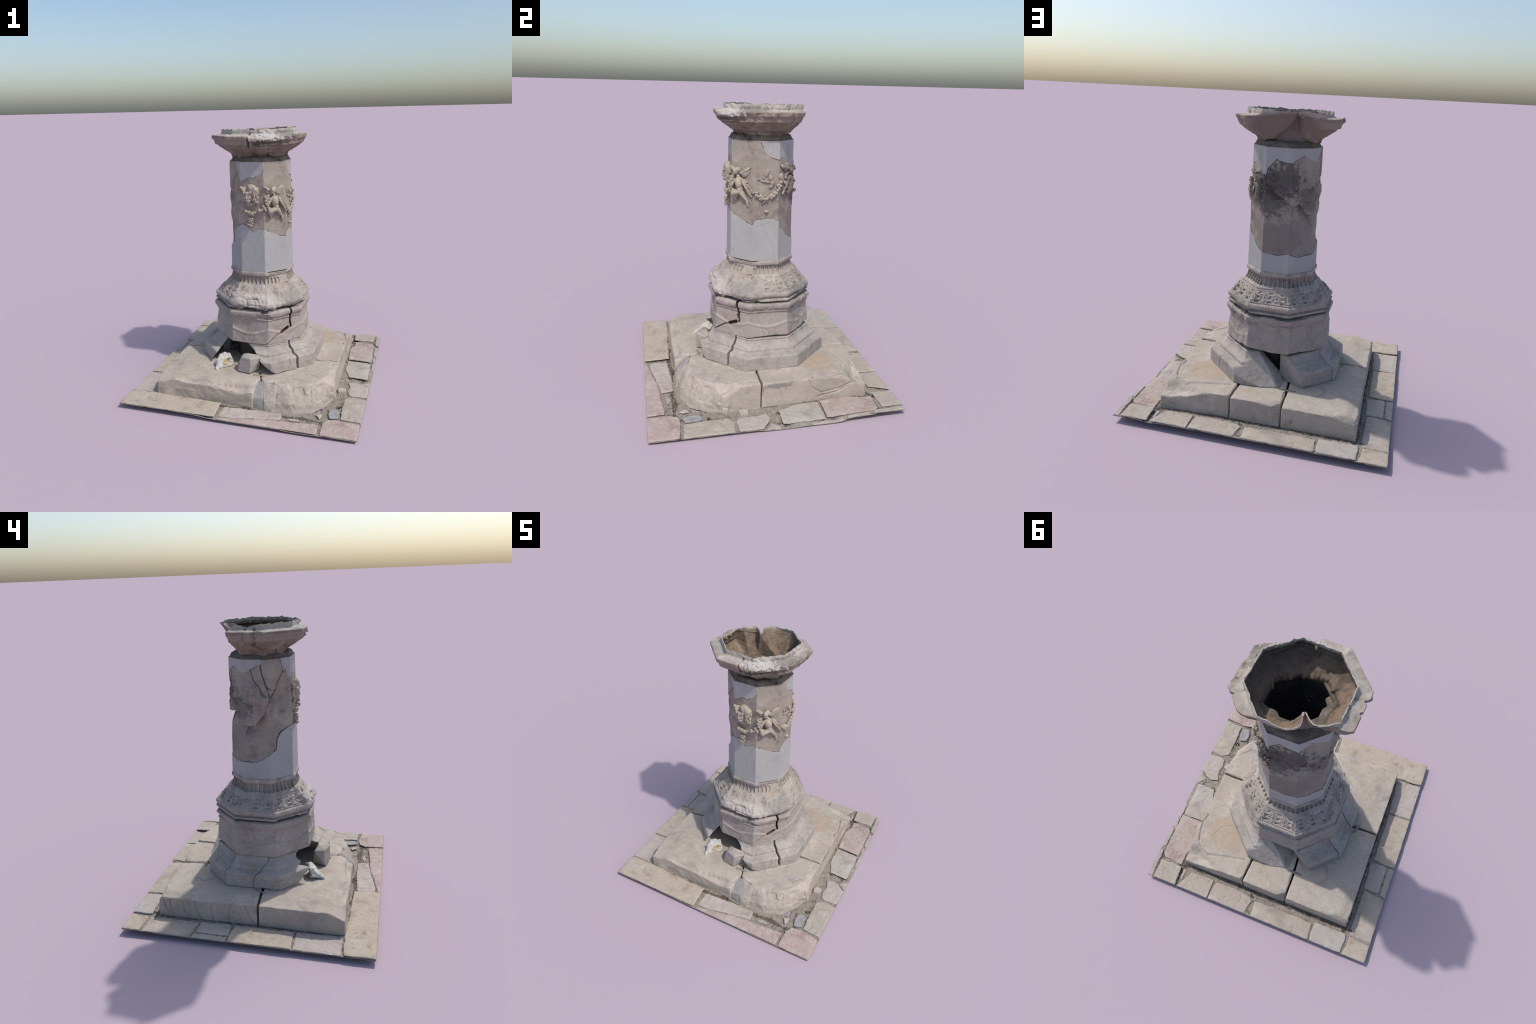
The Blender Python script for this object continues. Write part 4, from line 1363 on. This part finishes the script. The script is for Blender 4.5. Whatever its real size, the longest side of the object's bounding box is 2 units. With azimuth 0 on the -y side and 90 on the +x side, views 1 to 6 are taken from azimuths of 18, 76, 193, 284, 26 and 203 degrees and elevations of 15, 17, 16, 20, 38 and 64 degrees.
    for s in np.linspace(0, 1, 26):
        az_ = np.interp(s, [0, .3, .6, 1], [-24, -8, 12, 27])
        z_ = np.interp(s, [0, .3, .6, 1], [1.425, 1.385, 1.392, 1.45]) + rng.normal(0, .003)
        gar.ball(az_ + rng.normal(0, .6), z_, .002, *rng.uniform(.007, .011, 3))
    g1 = gar.make("garland", shaft, fs, .0024, bumps=.004, seed=61)
    for az_, z_, h, r in ((-11.7, 1.395, .012, .0135), (-6, 1.388, .012, .0125), (0, 1.382, .012, .012), (5, 1.388, .010, .010), (13.2, 1.406, .013, .0145), (9, 1.396, .008, .009), (18, 1.412, .009, .010),
                          (22.5, 1.423, .010, .011), (20, 1.437, .008, .010), (25.5, 1.455, .014, .012), (25, 1.475, .012, .013), (29, 1.468, .014, .011), (26.5, 1.49, .012, .013), (30, 1.492, .012, .012),
                          (24, 1.503, .008, .010), (28, 1.508, .010, .012), (31, 1.515, .010, .010), (2, 1.372, .009, .009), (-3, 1.373, .009, .010), (24, 1.408, .010, .010)):
        fruit(az_, z_, h, r, g1)
    # bunch hanging from it
    bunch = Blob(1.25, .004, 1.25).ball(-4, 1.325, .004, .020, .026, .016).ball(-4, 1.298, .003, .016, .018, .012)
    b1 = bunch.make("bunch", shaft, fs, .0026, bumps=.004, seed=62)
    for j in range(22):
        s = rng.uniform(-1, 1)
        zz = rng.uniform(1.286, 1.35)
        fruit(-4 + s * 5.5 * np.interp(zz, [1.28, 1.30, 1.33, 1.35], [.5, 1, 1.05, .7]), zz, .012 + .006 * (1 - s * s), rng.uniform(.0045, .007), b1, "grape")
    # long swag on the sunny faces
    sw = Blob(1.25, .004, 1.25)
    path = [(51, 1.492), (57, 1.458), (62, 1.430), (69, 1.408), (77, 1.388), (83, 1.380), (90, 1.378), (96, 1.388), (103, 1.402), (108, 1.440), (112, 1.485), (114, 1.515), (114, 1.535)]
    for s in np.linspace(0, 1, 150):
        i = s * (len(path) - 1)
        k = min(int(i), len(path) - 2)
        az_, z_ = np.array(path[k]) * (1 - i + k) + np.array(path[k + 1]) * (i - k)
        wd = .010 + .009 * math.sin(math.pi * s)
        sw.ball(az_ + rng.uniform(-1, 1) * wd / .0042, z_ + rng.uniform(-1, 1) * wd * .8, .003 + rng.uniform(0, .005), *rng.uniform(.005, .010, 3), tilt=rng.uniform(0, 180))
    sw.make("garland", shaft, fs, .0024, bumps=.003, seed=63)
    # cloak of a lost figure above the swag
    cl = Blob(1.25, .004, 1.25)
    cl.ball(97, 1.507, .000, .018, .026, .010, 20).ball(100, 1.478, .001, .016, .020, .011, -20).ball(97, 1.455, .000, .020, .007, .010, 20).ball(88, 1.488, .000, .040, .010, .006, -8)
    cl.ball(74.5, 1.525, .000, .005, .022, .007, 15).ball(75, 1.507, .002, .009, .007, .008).ball(84, 1.512, .000, .007, .012, .006, 30).ball(90, 1.545, -.002, .016, .030, .006, -20)
    cl.make("cloak", shaft, "shaft_stone", .0024, bumps=.002, seed=64)
    # leaf tips and a small corbel below
    lf = Blob(1.25, .004, 1.25).limb([(88, 1.365, .002, .007), (85, 1.347, .002, .006), (82, 1.333, .000, .004)])
    lf.make("leaf_tip", shaft, "shaft_stone", .0024, seed=65)
    Blob(1.25, .004, 1.25).ball(90, 1.285, .001, .016, .008, .012).ball(90, 1.277, -.001, .008, .008, .010).make("corbel", shaft, fs, .0024, seed=66)
    # second child at the sunny back corner, weathered
    t2 = Blob(1.2, .008, 1.15)
    t2.ball(143, 1.47, .006, .022, .048, .020, -4).ball(141, 1.425, .006, .024, .030, .018).ball(140, 1.505, .006, .024, .018, .016).ball(136, 1.405, .004, .022, .016, .014)
    c2 = t2.make("winged_child", shaft, fs, .0028, bumps=.003, seed=67, wear=.8)
    Blob(1.2, .008, 1.15).ball(139.5, 1.555, .010, .018, .021, .017).ball(145, 1.55, .004, .016, .018, .014).make("head", c2, fs, .0026, bumps=.003, seed=68, wear=.8)
    Blob(1.2, .008, 1.15).limb([(135, 1.498, .008, .010), (127, 1.45, .009, .009), (118, 1.405, .005, .007)]).make("arm", c2, fs, .0026, bumps=.002, seed=69)
    Blob(1.2, .008, 1.15).ball(117, 1.590, .001, .020, .010, .009, -30).ball(122, 1.578, .002, .018, .012, .009, -20).ball(128, 1.560, .002, .026, .010, .010, -10).make("wing", c2, fs, .0026, bumps=.003, seed=70)
    b2 = Blob(1., .008, 1.1)
    for j in range(36):
        b2.ball(rng.uniform(126, 160), rng.uniform(1.40, 1.60), -.001 + rng.uniform(0, .006), *rng.uniform(.007, .016, 3), tilt=rng.uniform(0, 180))
    b2.make("worn_relief", shaft, "shaft_stone", .003, bumps=.006, seed=71, wear=.8)
    # remains on the shady side
    b3 = Blob(1., .005, 1.2)
    for j in range(34):
        s = rng.uniform(0, 1)
        b3.ball(np.interp(s, [0, .5, 1], [-44, -33, -26]) + rng.normal(0, 2), np.interp(s, [0, .5, 1], [1.43, 1.41, 1.47]) + rng.normal(0, .012), -.002, *rng.uniform(.006, .013, 3), tilt=rng.uniform(0, 180))
    for j in range(16):
        b3.ball(rng.normal(-29, 3), rng.uniform(1.44, 1.56), -.002, *rng.uniform(.006, .013, 3))
    b3.make("worn_garland", shaft, "shaft_stone", .0028, bumps=.005, seed=72, wear=.8)
    b4 = Blob().ball(264, 1.507, -.002, .028, .020, .018).ball(261, 1.535, -.004, .018, .026, .014).ball(266, 1.575, -.004, .016, .026, .016)
    b4.ball(222, 1.588, .000, .022, .022, .016).ball(225, 1.55, .000, .016, .022, .014).ball(229, 1.52, -.002, .022, .028, .014)
    for j in range(20):
        b4.ball(rng.uniform(200, 285), rng.uniform(1.40, 1.50), -.004, *rng.uniform(.008, .018, 3), tilt=rng.uniform(0, 180))
    b4.make("worn_relief", shaft, "shaft_stone", .003, bumps=.006, seed=73, wear=.8)


# ================================================================== CAPITAL
def build_capital():
    CC = (-.0145, .0245)
    ROT = -4.1
    ncol = 8 * 84
    az = 22.5 + ROT + np.arange(ncol) * 360 / ncol
    outer = [(.218, 1.756), (.214, 1.770), (.213, 1.788), (.218, 1.806), (.236, 1.819), (.250, 1.824), (.262, 1.836), (.281, 1.848), (.296, 1.855), (.309, 1.864), (.313, 1.871),
             (.331, 1.877), (.337, 1.883), (.341, 1.900), (.346, 1.911), (.354, 1.915), (.360, 1.921), (.361, 1.940), (.358, 1.944), (.340, 1.944), (.310, 1.947), (.292, 1.952),
             (.286, 1.958), (.285, 1.980), (.283, 1.996)]
    R = np.array([p[0] for p in outer])
    Z = np.array([p[1] for p in outer])
    t = np.r_[0, np.cumsum(np.hypot(np.diff(R), np.diff(Z)))]
    nrow = 170
    tt = np.linspace(0, t[-1], nrow)
    A, Rr = np.meshgrid(az, np.interp(tt, t, R))
    Zr = np.meshgrid(az, np.interp(tt, t, Z))[1]
    T = np.meshgrid(az, tt)[1]
    a = (A + 180) % 360 - 180
    a360 = A % 360
    P0 = polar(A, Rr * oct_r(A, ROT, .998), Zr, CC)
    Q0 = P0.reshape(-1, 3)

    def nz(f, o, s):
        return fbm(Q0, f, o, s).reshape(A.shape)
    # the torn back: surface drawn in to a broken face, with a cleft down the middle
    torn = periodic(a360, [(120, 0), (133, 0), (146, 1), (236, 1), (248, 0), (260, 0)])
    rtop = periodic(a360, [(120, .36), (140, .33), (154, .292), (171, .276), (188, .258), (198, .240), (205, .214), (207.5, .178), (210, .200), (216, .240), (223, .258), (236, .282), (250, .33)])
    rb = rtop - .60 * (1.99 - Zr)
    rb = rb - .05 * bump1(dz(a360, 207), 4) * sstep(Zr, 1.80, 1.90) - .03 * bump1(dz(a360, 207), 14) * sstep(Zr, 1.86, 1.80)
    rb = rb + .010 * nz(9, 3, 400) + .003 * nz(40, 3, 401) + .012 * np.sin(np.radians(dz(a360, 190) * 4)) ** 2 * sstep(Zr, 1.99, 1.9)
    rr = Rr * oct_r(A, ROT, .998)
    rr = np.where(torn > 0, rr + torn * (np.minimum(rr, np.maximum(rb, .152)) - rr), rr)
    # a slanting wedge has fallen out beside the cleft, and the foot of the torn part is gone
    left = np.interp(Zr, [1.80, 1.835, 1.85, 1.878, 1.90, 1.945, 1.96], [158, 168, 176, 185, 192, 203, 206])
    right = np.interp(Zr, [1.80, 1.83, 1.85, 1.92, 1.95, 1.96], [197, 198, 199, 205, 208.5, 208.5])
    wedge = sstep(a360 + 3 * nz(30, 2, 421), left - 2, left + 3) * sstep(a360 + 3 * nz(30, 2, 422), right + 2, right - 2) * sstep(Zr, 1.965, 1.94)
    rr = rr - wedge * np.maximum(rr - .150, 0) * .95
    zlow = periodic(a360, [(100, 1.7), (115, 1.757), (143, 1.80), (170, 1.808), (184, 1.805), (192, 1.82), (197, 1.83), (213, 1.823), (230, 1.811), (248, 1.785), (262, 1.787), (281, 1.784), (300, 1.768), (318, 1.756), (330, 1.7)])
    gone = sstep(zlow + .003 * nz(30, 2, 420) - Zr, -.002, .004)
    rr = rr - gone * np.maximum(rr - .150, 0)
    # broken rim on the front right and at the end lobes
    front = sstep(dz(a, 3.5) + 2 * nz(30, 2, 402), -3, 1) * sstep(dz(a, 44) + 6 * nz(20, 2, 403), 8, -8)
    lipz = sstep(Zr, 1.872, 1.89)
    rim_out = np.maximum(rr - .285, 0)
    rr = rr - front * lipz * rim_out * (.42 + .35 * nz(14, 3, 404))
    mid = sstep(dz(a, 40), -4, 4) * sstep(dz(a, 100), 8, -8)
    rr = rr - mid * lipz * rim_out * np.clip(.10 + .30 * nz(16, 3, 405), 0, 1)
    Zr = Zr + (front * .7 + mid * .35) * lipz * .012 * nz(18, 3, 406) * sstep(Zr, 1.99, 1.96)
    Zr = Zr - front * .020 * sstep(rr, .29, .325) * sstep(Zr, 1.90, 1.93)
    # the rim's vertical cracks and missing crumbs
    for c, w, dep in ((1.2, 1.0, .030), (-95, 1.6, .014), (-82, 2.0, .022), (116, 1.5, .02)):
        rr = rr - dep * bump1(dz(a, c) + 1.2 * nz(50, 2, 407), w) * sstep(Zr, 1.85, 1.875) * sstep(Zr, 1.975, 1.95)
    # raised knobs at the corners
    Zr = Zr + .014 * bump1(dz(a, -27), 3.2) * bump1(rr - .330, .022) * sstep(Zr, 1.92, 1.93)
    Zr = Zr + .010 * bump1(dz(a, -77), 3.0) * bump1(rr - .345, .02) * sstep(Zr, 1.92, 1.93)
    rr = rr + .012 * bump1(dz(a, -78), 3.0) * bump1(Zr - 1.93, .02)
    # ragged top of the wall; a dip on the shady side
    ztop = 1.990 + .010 * nz(34, 4, 408) + periodic(a360, [(0, -.006), (50, .0), (105, .003), (150, .0), (171, -.006), (190, -.008), (205, -.012), (207.5, -.045), (210, -.006), (223, -.016), (236, -.016),
                                                             (243, -.018), (252, -.010), (262, -.016), (267, -.026), (272, -.014), (290, -.004), (330, .0)])
    ztop = np.minimum(ztop, 1.9995)
    zwall = sstep(Zr, 1.955, 1.996)
    Zr = np.where(T > np.interp(1.963, Z, t) if False else (tt[:, None] > t[22] - 1e-6), Z[22] + (ztop - Z[22]) * np.clip((T - t[22]) / (t[-1] - t[22]), 0, 1), Zr)
    rr = rr + .003 * nz(25, 3, 409) * (tt[:, None] > t[21])
    # weathered underside, with fluted neck and small leaf row worn nearly away
    under = sstep(Zr, 1.80, 1.82) * sstep(Zr, 1.872, 1.86) * (1 - torn)
    u = np.tan(np.radians(wrap45(A, ROT))) / math.tan(math.radians(22.5))
    neck = sstep(Zr, 1.762, 1.77) * sstep(Zr, 1.812, 1.80) * (1 - torn)
    rr = rr + neck * (-.0035 * sstep(np.abs(((u + 1) * 3) % 1 - .5) * 2, .75, .5)) * sstep(nz(12, 2, 410), -.3, .1)
    rr = rr + under * .004 * np.cos(u * math.pi * 6) * bump1(Zr - 1.845, .012) + under * .0045 * nz(28, 4, 411)
    band = sstep(Zr, 1.873, 1.88) * sstep(Zr, 1.915, 1.908) * (1 - torn)
    rr = rr + band * .0022 * np.cos(u * math.pi * 17) * bump1(Zr - 1.905, .006) + band * .002 * nz(30, 3, 412)
    neckchip = neck * .014 * sstep(nz(13, 3, 413), .15, .5)
    rr = rr - neckchip
    for c, z0, w in ((10, 1.80, 2.2), (36, 1.79, 1.6), (-40, 1.78, 1.6), (68, 1.79, 1.4)):
        rr = rr - .014 * bump1(dz(a, c + 0) - (z0 - Zr) * 160, w) * sstep(Zr, 1.83, 1.81) * (1 - torn)
    P = polar(A, rr, Zr, CC)
    PP = P.reshape(-1, 3)
    cd, cv = cells(PP, 42, 77)
    onrim = sstep(Zr, 1.868, 1.885) * (.35 + .65 * sstep(dz(a, 2), -2, 2) * sstep(dz(a, 112), 4, -4)) * (1 - torn)
    lumpy = (.0018 * fbm(PP, 45, 4, 414)).reshape(A.shape) + onrim * (.0045 * fbm(PP, 30, 4, 416) + .007 * (cv - .5) * sstep(.8 - cd, 0, .35)).reshape(A.shape)
    N = grid_normals(P, True)
    P = P + N * lumpy[..., None]
    # shell: the inner skin follows the outer one a finger's breadth inside
    keep_rows = np.r_[np.arange(0, nrow, 2), nrow - 1] if (nrow - 1) % 2 else np.arange(0, nrow, 2)
    Nn = grid_normals(P, True)
    Pin = P - Nn * .0055
    rad = np.hypot(Pin[..., 0] - CC[0], Pin[..., 1] - CC[1])
    cap_r = np.interp(tt / tt[-1], [0, .45, .55, .8, .86, 1], [.5, .5, .300, .285, .5, .5])[:, None] * oct_r(A, ROT)
    k = np.minimum(rad, np.minimum(cap_r, np.hypot(P[..., 0] - CC[0], P[..., 1] - CC[1]) - .003)) / rad
    Pin[..., 0] = CC[0] + (Pin[..., 0] - CC[0]) * k
    Pin[..., 1] = CC[1] + (Pin[..., 1] - CC[1]) * k
    Pin[-1, :, 2] = P[-1, :, 2] - .001
    inn = [Pin[i] for i in keep_rows[::-1]]
    allP = np.concatenate([P, np.array(inn)], 0)
    F = grid_faces(len(allP), ncol, True)
    fr = np.repeat(np.arange(len(allP) - 1), ncol)
    mi = (fr >= nrow + 6).astype(int)
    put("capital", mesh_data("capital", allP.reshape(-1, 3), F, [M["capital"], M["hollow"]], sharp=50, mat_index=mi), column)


# ================================================================== LOOSE STONES (lie on the plinth)
def build_loose():
    blk = hull([(-.063, -.357, .311), (-.078, -.391, .272), (-.052, -.43, .318), (.032, -.464, .325), (.090, -.400, .316), (.070, -.374, .322), (-.010, -.384, .335),
                (-.080, -.444, .203), (.023, -.462, .203), (.072, -.376, .203), (-.04, -.34, .203), (-.088, -.42, .25)])
    o = carve(remesh(blk, .0032), None, "stone_fragment", M["base"], None, wear=.5, rough=.003, freq=25, chips=.005, seed=31)
    o["label"] = "broken corner block of pale grey marble"
    o["category"] = "stone block"
    rk = hull([(-.259, -.453, .205), (-.240, -.455, .195), (-.249, -.344, .292), (-.207, -.335, .302), (-.190, -.310, .28), (-.142, -.347, .245), (-.150, -.352, .203), (-.235, -.435, .225),
               (-.290, -.375, .235), (-.270, -.35, .205), (-.19, -.40, .200), (-.17, -.37, .285)])

    def disp(V, N):
        cd, cv = cells(V, 24, 3)
        return V + N * (.014 * fbm(V, 24, 3, 33) - .006 * sstep(ridge(V, 20, 2, 35), .8, .97) - .012 * bump1(np.linalg.norm(V - (-.175, -.40, .25), axis=1), .035) + .004 * (cv - .5))[:, None]
    o = carve(remesh(rk, .0032), disp, "loose_rock", M["rock"], None, wear=.4, rough=.003, freq=40, chips=.003, seed=32)
    o["label"] = "jagged white and yellow loose rock"
    o["category"] = "rock"


build_paving()
build_plinth()
build_base()
build_drum()
build_leaf_stone()
sh = build_shaft()
build_reliefs(sh)
build_capital()
build_loose()
